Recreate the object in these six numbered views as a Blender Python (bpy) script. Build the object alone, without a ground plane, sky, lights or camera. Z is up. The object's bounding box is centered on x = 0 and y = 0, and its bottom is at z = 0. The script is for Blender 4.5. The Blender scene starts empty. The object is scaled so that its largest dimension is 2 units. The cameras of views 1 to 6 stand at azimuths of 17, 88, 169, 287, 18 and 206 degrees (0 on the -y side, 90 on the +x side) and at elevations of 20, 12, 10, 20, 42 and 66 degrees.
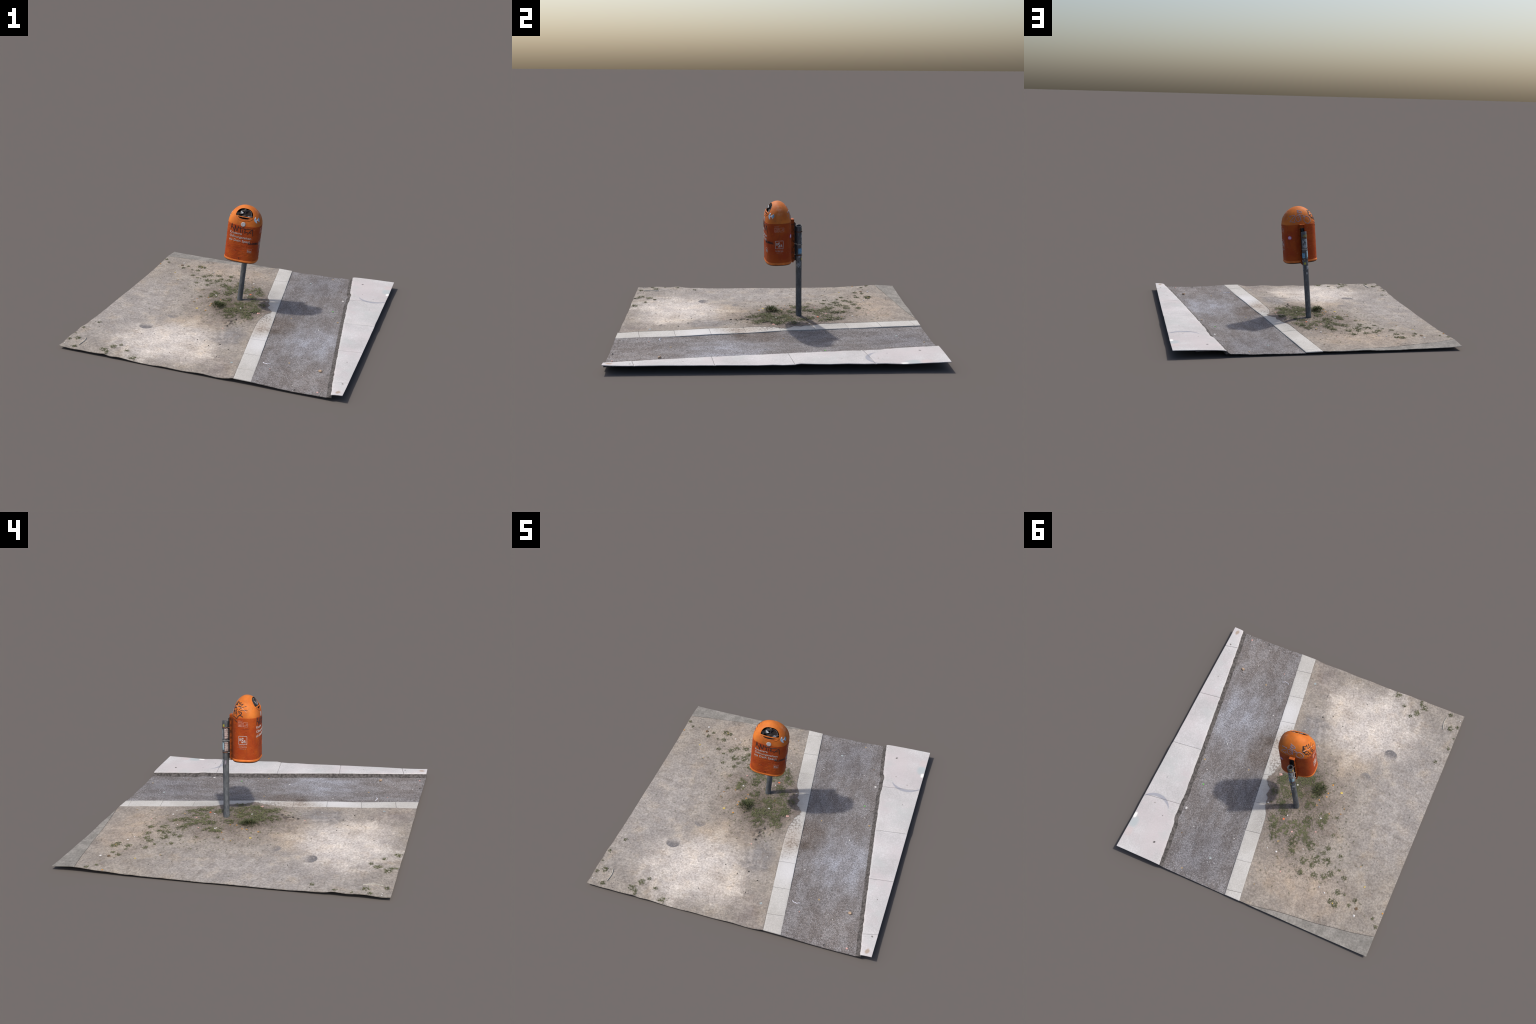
import bpy, bmesh, math, random
import numpy as np
from mathutils import Vector, Matrix, noise

rng = random.Random(7)
TAU = 2 * math.pi

# ------------------------------------------------------------------ basics
def link(ob, parent=None):
    bpy.context.scene.collection.objects.link(ob)
    if parent is not None:
        ob.parent = parent
    return ob

def mesh_obj(name, verts, faces, mat=None, parent=None, smooth=True):
    me = bpy.data.meshes.new(name)
    me.from_pydata([tuple(v) for v in verts], [], faces)
    me.update()
    if smooth:
        me.polygons.foreach_set("use_smooth", [True] * len(me.polygons))
    if mat:
        me.materials.append(mat)
    return link(bpy.data.objects.new(name, me), parent)

def bm_obj(name, bm, mat=None, parent=None, smooth=True):
    me = bpy.data.meshes.new(name)
    bm.to_mesh(me)
    bm.free()
    if smooth:
        me.polygons.foreach_set("use_smooth", [True] * len(me.polygons))
    if mat:
        me.materials.append(mat)
    return link(bpy.data.objects.new(name, me), parent)

def sharp(ob, deg=35):
    ob.data.set_sharp_from_angle(angle=math.radians(deg))

def lerp_table(tab, x):
    xs, ys = zip(*tab)
    return float(np.interp(x, xs, ys))

def fbm(x, y, z=0.0, scale=1.0, octv=4):
    return noise.fractal(Vector((x * scale, y * scale, z)), 1.0, 2.0, octv, noise_basis='PERLIN_ORIGINAL')

# ------------------------------------------------------------------ node helpers
class Mat:
    def __init__(self, name, rough=0.8, metallic=0.0):
        self.m = bpy.data.materials.new(name)
        self.m.use_nodes = True
        self.nt = self.m.node_tree
        self.b = self.nt.nodes["Principled BSDF"]
        self.b.inputs["Roughness"].default_value = rough
        self.b.inputs["Metallic"].default_value = metallic
        self.b.inputs["Specular IOR Level"].default_value = 0.3
        self.co = None

    def n(self, t, **kw):
        nd = self.nt.nodes.new(t)
        for k, v in kw.items():
            setattr(nd, k, v)
        return nd

    def set(self, sock, v):
        if isinstance(v, bpy.types.NodeSocket):
            self.nt.links.new(v, sock)
        elif isinstance(v, (tuple, list)) and sock.type == 'RGBA' and len(v) == 3:
            sock.default_value = (*v, 1)
        else:
            sock.default_value = v

    def coord(self):
        if self.co is None:
            self.co = self.n("ShaderNodeTexCoord").outputs["Object"]
        return self.co

    def map(self, loc=(0, 0, 0), scale=(1, 1, 1), rot=(0, 0, 0), vec=None):
        nd = self.n("ShaderNodeMapping")
        self.set(nd.inputs["Vector"], vec if vec is not None else self.coord())
        nd.inputs["Location"].default_value = loc
        nd.inputs["Scale"].default_value = scale
        nd.inputs["Rotation"].default_value = rot
        return nd.outputs[0]

    def noise(self, scale, detail=4, rough=0.55, vec=None, dist=0.0, col=False):
        nd = self.n("ShaderNodeTexNoise")
        self.set(nd.inputs["Vector"], vec if vec is not None else self.coord())
        nd.inputs["Scale"].default_value = scale
        nd.inputs["Detail"].default_value = detail
        nd.inputs["Roughness"].default_value = rough
        nd.inputs["Distortion"].default_value = dist
        return nd.outputs["Color" if col else "Fac"]

    def voronoi(self, scale, vec=None, out="Distance", feature='F1', rand=1.0):
        nd = self.n("ShaderNodeTexVoronoi", feature=feature)
        self.set(nd.inputs["Vector"], vec if vec is not None else self.coord())
        nd.inputs["Scale"].default_value = scale
        nd.inputs["Randomness"].default_value = rand
        return nd.outputs[out]

    def rng(self, v, a, b, lo=0.0, hi=1.0, smooth=True):
        nd = self.n("ShaderNodeMapRange", interpolation_type='SMOOTHSTEP' if smooth else 'LINEAR')
        self.set(nd.inputs["Value"], v)
        for k, x in zip(("From Min", "From Max", "To Min", "To Max"), (a, b, lo, hi)):
            nd.inputs[k].default_value = x
        return nd.outputs[0]

    def math(self, op, a, b=0.0):
        nd = self.n("ShaderNodeMath", operation=op)
        self.set(nd.inputs[0], a)
        self.set(nd.inputs[1], b)
        return nd.outputs[0]

    def mix(self, f, a, b, blend='MIX'):
        nd = self.n("ShaderNodeMix", data_type='RGBA', blend_type=blend)
        self.set(nd.inputs[0], f)
        self.set(nd.inputs[6], a)
        self.set(nd.inputs[7], b)
        return nd.outputs[2]

    def warp(self, amount, scale, detail=4):
        """object coordinates shifted by coloured noise: makes mask borders ragged"""
        nz = self.noise(scale, detail, 0.6, col=True)
        sub = self.n("ShaderNodeVectorMath", operation='SUBTRACT')
        self.set(sub.inputs[0], nz)
        sub.inputs[1].default_value = (0.5, 0.5, 0.5)
        sc = self.n("ShaderNodeVectorMath", operation='SCALE')
        self.set(sc.inputs[0], sub.outputs[0])
        sc.inputs["Scale"].default_value = amount
        ad = self.n("ShaderNodeVectorMath", operation='ADD')
        self.set(ad.inputs[0], self.coord())
        self.set(ad.inputs[1], sc.outputs[0])
        return ad.outputs[0]

    def blob(self, c, r, inner=0.3, rot=0.0, vec=None):
        """soft ellipse in x, y: 1 in the middle, 0 outside"""
        sh = self.n("ShaderNodeVectorMath", operation='SUBTRACT')
        self.set(sh.inputs[0], vec if vec is not None else self.coord())
        sh.inputs[1].default_value = (c[0], c[1], 0)
        m = self.map(scale=(1 / r[0], 1 / r[1], 0), vec=self.map(rot=(0, 0, -rot), vec=sh.outputs[0]) if rot else sh.outputs[0])
        ln = self.n("ShaderNodeVectorMath", operation='LENGTH')
        self.set(ln.inputs[0], m)
        return self.rng(ln.outputs["Value"], inner, 1.0, 1.0, 0.0)

    def bump(self, h, strength=0.3, dist=0.002):
        nd = self.n("ShaderNodeBump")
        self.set(nd.inputs["Height"], h)
        nd.inputs["Strength"].default_value = strength
        nd.inputs["Distance"].default_value = dist
        self.set(self.b.inputs["Normal"], nd.outputs[0])

    def done(self, col):
        self.set(self.b.inputs["Base Color"], col)
        return self.m

def plain(name, col, rough=0.7, var=0.25, scale=60, metallic=0.0):
    M = Mat(name, rough, metallic)
    f = M.rng(M.noise(scale, 3), 0.3, 0.7)
    return M.done(M.mix(f, tuple(c * (1 - var) for c in col), tuple(min(1, c * (1 + var)) for c in col)))

# ------------------------------------------------------------------ materials
def mat_soil():
    M = Mat("trodden_soil", 0.95)
    W = M.warp(0.30, 6, 7)
    w2 = M.warp(0.05, 22, 4)
    w2s = M.warp(0.018, 30, 3)
    col = (0.252, 0.229, 0.203)
    col = M.mix(M.blob((-0.80, -0.20), (0.45, 0.95), 0.2, vec=W), col, (0.290, 0.272, 0.256))
    col = M.mix(M.blob((-0.35, 0.72), (0.50, 0.30), 0.2, vec=W), col, (0.292, 0.250, 0.210))
    col = M.mix(M.blob((-0.30, -0.30), (0.30, 0.22), 0.1, vec=W), col, (0.335, 0.290, 0.240))
    col = M.mix(M.blob((-0.33, -0.66), (0.50, 0.40), 0.30, vec=W), col, (0.470, 0.440, 0.412))
    col = M.mix(M.math('MULTIPLY', M.blob((-0.10, -0.72), (0.22, 0.22), 0.1, vec=W), 0.7), col, (0.41, 0.365, 0.315))
    col = M.mix(M.blob((0.13, -0.90), (0.17, 0.26), 0.1, vec=W), col, (0.20, 0.178, 0.165))
    col = M.mix(M.blob((0.05, -0.42), (0.17, 0.22), 0.1, vec=W), col, (0.185, 0.178, 0.178))
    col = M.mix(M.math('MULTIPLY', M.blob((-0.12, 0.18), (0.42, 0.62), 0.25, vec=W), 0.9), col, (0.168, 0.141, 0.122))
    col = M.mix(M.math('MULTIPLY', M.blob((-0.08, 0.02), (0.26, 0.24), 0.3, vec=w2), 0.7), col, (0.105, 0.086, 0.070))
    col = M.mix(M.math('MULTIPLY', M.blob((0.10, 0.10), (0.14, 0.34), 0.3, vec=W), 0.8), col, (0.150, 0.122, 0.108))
    # two tips of the bin's old cast shadow, painted dark on the soil
    for c, r, a, b in (((-0.57, -0.474), (0.052, 0.047), -0.425, -0.500), ((-0.462, -0.207), (0.052, 0.066), -0.19, -0.272)):
        m = M.blob(c, r, 0.85, vec=w2s)
        sp = M.n("ShaderNodeSeparateXYZ")
        M.set(sp.inputs[0], M.coord())
        m = M.math('MULTIPLY', m, M.rng(sp.outputs[1], a, b))
        col = M.mix(M.math('MULTIPLY', m, 0.92 if c[1] < -0.4 else 0.75), col, (0.115, 0.113, 0.122))
    # dark crumbs of rotten leaves south of the mound
    m = M.math('MULTIPLY', M.blob((-0.03, -0.19), (0.07, 0.13), 0.1, vec=w2), M.rng(M.noise(45, 4), 0.48, 0.6))
    col = M.mix(m, col, (0.055, 0.047, 0.042))
    # crisp-edged worn pale crusts in front, brown humus flecks behind
    m = M.math('MULTIPLY', M.rng(M.noise(6.5, 8, 0.72, vec=M.map(loc=(4, 9, 0)), dist=0.5), 0.50, 0.55), M.blob((-0.32, -0.66), (0.62, 0.50), 0.2, vec=W))
    col = M.mix(M.math('MULTIPLY', m, 0.55), col, (0.520, 0.480, 0.440))
    m = M.math('MULTIPLY', M.rng(M.noise(9, 8, 0.74, vec=M.map(loc=(2, 6, 0)), dist=0.5), 0.54, 0.60), M.rng(M.noise(2.2, 2), 0.42, 0.6))
    col = M.mix(M.math('MULTIPLY', m, 0.45), col, (0.165, 0.140, 0.120))
    # blotches and streaks swept along the path
    wv = M.map(scale=(1.0, 2.2, 1), rot=(0, 0, 0.5))
    col = M.mix(M.rng(M.noise(13, 6, 0.7, vec=wv, dist=0.8), 0.44, 0.66, 0, 0.55), col, M.mix(1.0, col, (0.76, 0.73, 0.70), 'MULTIPLY'))
    col = M.mix(M.rng(M.noise(8, 6, 0.7, vec=M.map(loc=(7, 3, 0))), 0.50, 0.68, 0, 0.6), col, M.mix(1.0, col, (1.16, 1.10, 1.00), 'MULTIPLY'))
    # grain
    col = M.mix(M.rng(M.noise(9, 5, 0.6), 0.35, 0.68), M.mix(1.0, col, (0.86, 0.85, 0.85), 'MULTIPLY'), M.mix(1.0, col, (1.08, 1.07, 1.05), 'MULTIPLY'))
    col = M.mix(M.rng(M.noise(75, 5, 0.7), 0.3, 0.72), M.mix(1.0, col, (0.70, 0.69, 0.68), 'MULTIPLY'), M.mix(1.0, col, (1.22, 1.22, 1.22), 'MULTIPLY'))
    sp = M.math('MULTIPLY', M.rng(M.voronoi(105), 0.34, 0.18), M.rng(M.noise(22, 4, 0.7), 0.47, 0.60))
    col = M.mix(M.math('MULTIPLY', sp, 0.62), col, (0.075, 0.068, 0.066))
    sp = M.math('MULTIPLY', M.rng(M.voronoi(70, vec=M.map(loc=(3.1, 1.7, 0))), 0.2, 0.1), M.rng(M.noise(14, 2, vec=M.map(loc=(5, 2, 0))), 0.55, 0.62))
    col = M.mix(M.math('MULTIPLY', sp, 0.7), col, (0.42, 0.37, 0.30))
    col = M.mix(1.0, col, (1.16, 1.15, 1.145), 'MULTIPLY')
    M.bump(M.noise(110, 5, 0.7), 0.5, 0.003)
    return M.done(col)

def mat_asphalt():
    M = Mat("worn_asphalt", 0.95)
    W = M.warp(0.16, 6, 5)
    col = (0.205, 0.195, 0.192)
    col = M.mix(M.math('MULTIPLY', M.blob((0.62, -0.28), (0.30, 0.36), 0.1, vec=W), 0.95), col, (0.290, 0.298, 0.322))
    col = M.mix(M.math('MULTIPLY', M.blob((0.62, -0.85), (0.34, 0.25), 0.2, vec=W), 0.7), col, (0.215, 0.197, 0.186))
    col = M.mix(M.math('MULTIPLY', M.blob((0.42, 0.80), (0.30, 0.34), 0.2, vec=W), 0.8), col, (0.165, 0.160, 0.166))
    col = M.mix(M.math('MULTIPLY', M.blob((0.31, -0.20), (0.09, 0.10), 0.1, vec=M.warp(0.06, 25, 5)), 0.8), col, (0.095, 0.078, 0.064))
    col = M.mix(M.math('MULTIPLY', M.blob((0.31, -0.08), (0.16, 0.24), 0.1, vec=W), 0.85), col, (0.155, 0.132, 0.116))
    col = M.mix(M.rng(M.noise(7, 4, 0.6, vec=M.map(scale=(1.7, 0.8, 1), rot=(0, 0, 0.14))), 0.38, 0.66), M.mix(1.0, col, (0.84, 0.80, 0.78), 'MULTIPLY'), M.mix(1.0, col, (1.12, 1.12, 1.14), 'MULTIPLY'))
    # stones in the binder
    v = M.voronoi(330, out="Color")
    bw = M.n("ShaderNodeRGBToBW")
    M.set(bw.inputs[0], v)
    col = M.mix(M.rng(bw.outputs[0], 0.15, 0.95), M.mix(1.0, col, (0.60, 0.60, 0.60), 'MULTIPLY'), M.mix(1.0, col, (1.42, 1.42, 1.43), 'MULTIPLY'))
    col = M.mix(M.rng(M.noise(70, 5, 0.75), 0.38, 0.66), M.mix(1.0, col, (0.80, 0.79, 0.78), 'MULTIPLY'), M.mix(1.0, col, (1.14, 1.14, 1.15), 'MULTIPLY'))
    col = M.mix(M.rng(M.noise(230, 3, 0.7), 0.35, 0.68), M.mix(1.0, col, (0.75, 0.75, 0.75), 'MULTIPLY'), M.mix(1.0, col, (1.2, 1.2, 1.2), 'MULTIPLY'))
    sp = M.math('MULTIPLY', M.rng(M.voronoi(95), 0.28, 0.18), M.rng(M.noise(13, 3), 0.46, 0.58))
    col = M.mix(M.math('MULTIPLY', sp, 0.8), col, (0.36, 0.36, 0.37))
    sp = M.math('MULTIPLY', M.rng(M.voronoi(80, vec=M.map(loc=(2, 7, 0))), 0.30, 0.18), M.rng(M.noise(16, 3, vec=M.map(loc=(6, 1, 0))), 0.47, 0.58))
    col = M.mix(M.math('MULTIPLY', sp, 0.65), col, (0.055, 0.05, 0.05))
    M.bump(M.noise(180, 4, 0.7), 0.5, 0.002)
    return M.done(col)

def mat_stone(name, base, tint, dirt=False):
    M = Mat(name, 0.85)
    col = M.mix(M.rng(M.noise(4, 5, 0.6), 0.35, 0.65), base, tint)
    oi = M.n("ShaderNodeObjectInfo").outputs["Random"]
    col = M.mix(M.rng(oi, 0, 1, 0, 0.5, False), col, M.mix(1.0, col, (1.10, 1.10, 1.12), 'MULTIPLY'))
    col = M.mix(M.rng(M.noise(120, 4, 0.7), 0.35, 0.7), M.mix(1.0, col, (0.86, 0.86, 0.85), 'MULTIPLY'), M.mix(1.0, col, (1.06, 1.06, 1.06), 'MULTIPLY'))
    sp = M.math('MULTIPLY', M.rng(M.voronoi(75), 0.16, 0.08), M.rng(M.noise(8, 3), 0.50, 0.62))
    col = M.mix(M.math('MULTIPLY', sp, 0.7), col, (0.14, 0.125, 0.11))
    if dirt:
        W = M.warp(0.05, 25, 5)
        for c, r, k, th in (((0.185, -0.10), (0.10, 0.14), 0.75, 0.47), ((0.225, -0.235), (0.085, 0.085), 0.95, 0.45), ((0.225, -0.33), (0.09, 0.12), 0.8, 0.50), ((0.27, -0.62), (0.07, 0.10), 0.6, 0.56), ((0.17, -0.02), (0.08, 0.10), 0.7, 0.45),
                            ((0.26, -0.50), (0.05, 0.05), 0.8, 0.55)):
            m = M.math('MULTIPLY', M.blob(c, r, 0.2, vec=W), M.rng(M.noise(70, 5, 0.75), th, th + 0.12))
            col = M.mix(M.math('MULTIPLY', m, k), col, (0.085, 0.066, 0.052))
        col = M.mix(M.math('MULTIPLY', M.blob((0.27, -0.45), (0.14, 0.22), 0.2, vec=W), 0.6), col, (0.60, 0.595, 0.60))
        m = M.blob((0.20, -0.20), (0.14, 0.22), 0.1, vec=W)
        col = M.mix(M.math('MULTIPLY', m, 0.45), col, (0.34, 0.27, 0.215))
        m = M.blob((0.13, 0.17), (0.09, 0.36), 0.1, vec=W)
        col = M.mix(M.math('MULTIPLY', m, 0.5), col, (0.30, 0.265, 0.235))
        # brushed grey dust on the stones
        m = M.math('MULTIPLY', M.blob((0.08, 0.42), (0.10, 0.16), 0.1, vec=W), M.rng(M.noise(160, 3), 0.42, 0.6))
        col = M.mix(M.math('MULTIPLY', m, 0.45), col, (0.19, 0.18, 0.17))
    else:
        col = M.mix(M.rng(M.noise(3.2, 5, 0.65, vec=M.map(loc=(1, 5, 0))), 0.45, 0.65, 0, 0.7), col, (0.47, 0.425, 0.425))
        col = M.mix(M.rng(M.noise(5, 5, 0.65, vec=M.map(loc=(8, 2, 0))), 0.52, 0.68, 0, 0.6), col, (0.42, 0.43, 0.42))
        # spilt paint, rust and oil marks on the kerb
        W = M.warp(0.03, 18, 4)
        for c, r, k, cc in (((0.933, 0.785), (0.045, 0.06), 0.55, (0.33, 0.40, 0.41)), ((0.935, 0.86), (0.04, 0.05), 0.25, (0.52, 0.40, 0.37)),
                            ((0.953, 0.728), (0.018, 0.028), 0.9, (0.75, 0.74, 0.70)),
                            ((0.934, -0.964), (0.018, 0.030), 0.75, (0.30, 0.22, 0.15)), ((0.936, -0.844), (0.011, 0.010), 0.9, (0.13, 0.115, 0.10)),
                            ((0.727, 0.859), (0.012, 0.009), 1.0, (0.07, 0.065, 0.06)), ((0.764, 0.66), (0.006, 0.005), 0.8, (0.15, 0.14, 0.13)),
                            ((0.868, 0.376), (0.006, 0.008), 0.6, (0.18, 0.17, 0.16)), ((0.862, 0.591), (0.007, 0.006), 0.8, (0.15, 0.14, 0.12)),
                            ((0.90, -0.543), (0.006, 0.005), 0.8, (0.15, 0.14, 0.13))):
            col = M.mix(M.math('MULTIPLY', M.blob(c, r, 0.45, vec=W), k), col, cc)
        # curved tyre smear across a joint
        sm = M.math('MULTIPLY', M.blob((0.86, 0.62), (0.115, 0.105), 0.97), M.math('SUBTRACT', 1.0, M.blob((0.864, 0.663), (0.138, 0.124), 0.96)))
        col = M.mix(M.math('MULTIPLY', sm, 0.75), col, (0.25, 0.26, 0.30))
    M.bump(M.noise(90, 5, 0.7), 0.35, 0.002)
    return M.done(col)

def mat_slab():
    M = Mat("grey_slab", 0.9)
    col = M.mix(M.rng(M.noise(12, 5, 0.6), 0.35, 0.65), (0.19, 0.178, 0.160), (0.27, 0.252, 0.228))
    col = M.mix(M.rng(M.noise(80, 5, 0.7), 0.3, 0.7), M.mix(1.0, col, (0.75, 0.75, 0.74), 'MULTIPLY'), M.mix(1.0, col, (1.15, 1.15, 1.15), 'MULTIPLY'))
    M.bump(M.noise(110, 5, 0.7), 0.4, 0.002)
    return M.done(col)

def mat_wrap():
    """printed orange foil on the bin body: red-orange, faded and grimy in patches"""
    M = Mat("orange_foil", 0.62)
    M.b.inputs["Specular IOR Level"].default_value = 0.15
    col = M.mix(M.rng(M.noise(11, 4, 0.6), 0.35, 0.68), (0.305, 0.043, 0.0075), (0.375, 0.070, 0.0095))  # oranges lowered on all sides toward the shade baked on front and left
    col = M.mix(M.rng(M.noise(28, 4, 0.6, vec=M.map(scale=(1, 1, 0.55))), 0.52, 0.74, 0, 0.4), col, (0.30, 0.036, 0.014))
    col = M.mix(M.rng(M.noise(160, 3, 0.7), 0.55, 0.72, 0, 0.4), col, (0.16, 0.035, 0.014))
    col = M.mix(M.math('MULTIPLY', M.rng(M.noise(34, 4, 0.65, vec=M.map(loc=(3, 9, 1), scale=(1, 1, 0.18))), 0.56, 0.72), 0.5), col, (0.17, 0.038, 0.016))
    col = M.mix(M.math('MULTIPLY', M.rng(M.noise(40, 5, 0.75, vec=M.map(loc=(6, 2, 5), scale=(1, 1, 2.2))), 0.60, 0.68), 0.45), col, (0.52, 0.20, 0.085))
    w = M.noise(26, 3, 0.55, vec=M.map(scale=(1, 1, 1.9)), dist=0.6)
    r = M.math('ABSOLUTE', M.math('SUBTRACT', w, 0.5))
    M.bump(M.rng(r, 0.0, 0.05, 1, 0), 0.35, 0.002)
    return M.done(col)

def mat_hood():
    M = Mat("orange_hood", 0.6)
    M.b.inputs["Specular IOR Level"].default_value = 0.2
    col = M.mix(M.rng(M.noise(9, 4, 0.6), 0.35, 0.68), (0.46, 0.108, 0.016), (0.585, 0.165, 0.025))  # hood tint dimmed partway to the baked shading of its left side
    col = M.mix(M.rng(M.noise(18, 5, 0.65, vec=M.map(loc=(2, 1, 4))), 0.50, 0.72, 0, 0.55), col, (0.42, 0.150, 0.040))
    # rubbed pale patch on one shoulder
    col = M.mix(M.math('MULTIPLY', M.blob((0.082, -0.004), (0.04, 0.04), 0.0), M.rng(M.noise(50, 4), 0.35, 0.7, 0, 0.5)), col, (0.60, 0.36, 0.24))
    sp = M.math('MULTIPLY', M.rng(M.voronoi(95), 0.14, 0.08), M.rng(M.noise(18, 2), 0.56, 0.62))
    col = M.mix(M.math('MULTIPLY', sp, 0.8), col, (0.13, 0.05, 0.025))
    col = M.mix(M.math('MULTIPLY', M.rng(M.noise(22, 5, 0.7, vec=M.map(loc=(1, 8, 3), scale=(1, 1, 0.4))), 0.52, 0.70), 0.45), col, (0.30, 0.110, 0.030))
    M.bump(M.noise(120, 3), 0.12, 0.001)
    return M.done(col)

def mat_pole():
    M = Mat("galvanised_steel", 0.55, 0.15)
    col = M.mix(M.rng(M.noise(7, 5, 0.65, vec=M.map(scale=(1, 1, 0.35))), 0.35, 0.65), (0.064, 0.071, 0.080), (0.112, 0.122, 0.134))  # greys darkened as a compromise with the shadowy left side of the post
    col = M.mix(M.rng(M.noise(90, 4, 0.7, vec=M.map(scale=(1, 1, 0.3))), 0.4, 0.7, 0, 0.6), col, (0.20, 0.21, 0.22))
    col = M.mix(M.rng(M.noise(20, 4, 0.7, vec=M.map(loc=(4, 4, 4), scale=(1, 1, 0.5))), 0.60, 0.70, 0, 0.7), col, (0.10, 0.055, 0.035))
    col = M.mix(M.rng(M.noise(14, 5, 0.7, vec=M.map(loc=(9, 4, 2), scale=(1, 1, 0.4))), 0.48, 0.64, 0, 0.75), col, (0.055, 0.058, 0.062))
    return M.done(col)

def mat_leaf(name, c1, c2):
    M = Mat(name, 0.7)
    oi = M.n("ShaderNodeObjectInfo").outputs["Random"]
    f = M.math('ADD', M.math('MULTIPLY', oi, 0.5), M.math('MULTIPLY', M.rng(M.noise(55, 3), 0.3, 0.7), 0.5))
    col = M.mix(f, c1, c2)
    col = M.mix(M.rng(M.noise(38, 2, vec=M.map(loc=(3, 3, 3))), 0.63, 0.68), col, (0.17, 0.135, 0.06))
    M.set(M.b.inputs["Base Color"], col)
    tr = M.n("ShaderNodeBsdfTranslucent")
    M.set(tr.inputs["Color"], col)
    mx = M.n("ShaderNodeMixShader")
    mx.inputs[0].default_value = 0.2
    out = next(x for x in M.nt.nodes if x.type == 'OUTPUT_MATERIAL')
    M.nt.links.new(M.b.outputs[0], mx.inputs[1])
    M.nt.links.new(tr.outputs[0], mx.inputs[2])
    M.nt.links.new(mx.outputs[0], out.inputs["Surface"])
    return M.m

def mat_holo():
    """iridescent round sticker: pale lilac with coloured rings"""
    M = Mat("iridescent_foil", 0.3)
    nd = M.n("ShaderNodeTexWave", wave_type='RINGS', rings_direction='SPHERICAL')
    M.set(nd.inputs["Vector"], M.map(loc=(-0.007, 0.0889, -0.2955)))
    nd.inputs["Scale"].default_value = 30
    nd.inputs["Distortion"].default_value = 1.0
    rp = M.n("ShaderNodeValToRGB")
    e = rp.color_ramp.elements
    e[0].position, e[0].color = 0.0, (0.42, 0.34, 0.22, 1)
    e[1].position, e[1].color = 1.0, (0.50, 0.42, 0.58, 1)
    for p, c in ((0.3, (0.50, 0.33, 0.36, 1)), (0.55, (0.30, 0.46, 0.36, 1)), (0.8, (0.22, 0.38, 0.52, 1))):
        el = e.new(p)
        el.color = c
    M.set(rp.inputs[0], nd.outputs["Fac"])
    return M.done(rp.outputs[0])

def mat_worn_paper(name, base, ink, scale=60, thr=0.52, bands=0):
    M = Mat(name, 0.8)
    f = M.rng(M.noise(scale, 4, 0.7, vec=M.map(scale=(1, 1, 0.6))), thr, thr + 0.06)
    col = M.mix(f, base, ink)
    if bands:
        wv = M.n('ShaderNodeTexWave', wave_type='BANDS', bands_direction='Z')
        M.set(wv.inputs['Vector'], M.coord())
        wv.inputs['Scale'].default_value = bands
        wv.inputs['Distortion'].default_value = 3.0
        col = M.mix(M.math('MULTIPLY', M.rng(wv.outputs['Fac'], 0.72, 0.85), M.rng(M.noise(35, 2), 0.42, 0.52)), col, (0.13, 0.075, 0.065))
    return M.done(col)

SOIL, ASPH, SLAB = mat_soil(), mat_asphalt(), mat_slab()
EDGE = mat_stone("edging_concrete", (0.425, 0.405, 0.375), (0.500, 0.482, 0.455), True)
KERB = mat_stone("kerb_concrete", (0.44, 0.422, 0.418), (0.525, 0.508, 0.505), False)
DKGREY = plain("dark_grey_mottle", (0.076, 0.069, 0.066), 0.95, 0.5, 60)
WRAP, HOOD, POLE = mat_wrap(), mat_hood(), mat_pole()
RIM = plain("orange_rim", (0.56, 0.140, 0.020), 0.55, 0.2, 30)
BRACK = plain("orange_bracket", (0.42, 0.092, 0.014), 0.6, 0.3, 40)
DARK = plain("black_plastic", (0.010, 0.010, 0.012), 0.8)
UNDER = plain("dark_underside", (0.03, 0.022, 0.018), 0.8)
RAIL = plain("dark_steel", (0.040, 0.042, 0.045), 0.5, 0.3, 80, 0.3)
RUST = plain("rusty_strap", (0.13, 0.065, 0.045), 0.6, 0.5, 60, 0.3)
STRAP = plain("steel_strap", (0.30, 0.30, 0.30), 0.4, 0.3, 60, 0.6)
WHITE = plain("white_print", (0.43, 0.365, 0.345), 0.6, 0.15, 90)
FADED = plain("faded_print", (0.50, 0.26, 0.20), 0.6, 0.2, 90)
INK = plain("black_marker", (0.020, 0.016, 0.018), 0.5, 0.2)
SILVER = plain("silver_marker", (0.22, 0.205, 0.265), 0.4, 0.2, 50)  # colour toned down to the marker's look in shade
SCRATCH = plain("scratched_paint", (0.55, 0.38, 0.33), 0.6)
HOLO = mat_holo()
TORN = mat_worn_paper("torn_sticker", (0.46, 0.50, 0.58), (0.14, 0.26, 0.36), 40, 0.50)
PINK = plain("pink_sticker", (0.42, 0.05, 0.22), 0.5)
PINKIN = mat_worn_paper("sticker_print", (0.55, 0.42, 0.52), (0.35, 0.15, 0.35), 110)
BLUE = mat_worn_paper("blue_sticker", (0.12, 0.27, 0.42), (0.30, 0.45, 0.55), 70, 0.56)
PAPER = mat_worn_paper("weathered_paper", (0.40, 0.32, 0.30), (0.12, 0.10, 0.10), 55, 0.58, 26)
GREYP = mat_worn_paper("torn_grey_paper", (0.26, 0.28, 0.30), (0.07, 0.08, 0.09), 60, 0.50)
YEL = plain("yellow_sticker", (0.42, 0.38, 0.06), 0.6)
GRASS = mat_leaf("weed_leaf", (0.072, 0.083, 0.039), (0.205, 0.210, 0.108))
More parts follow.
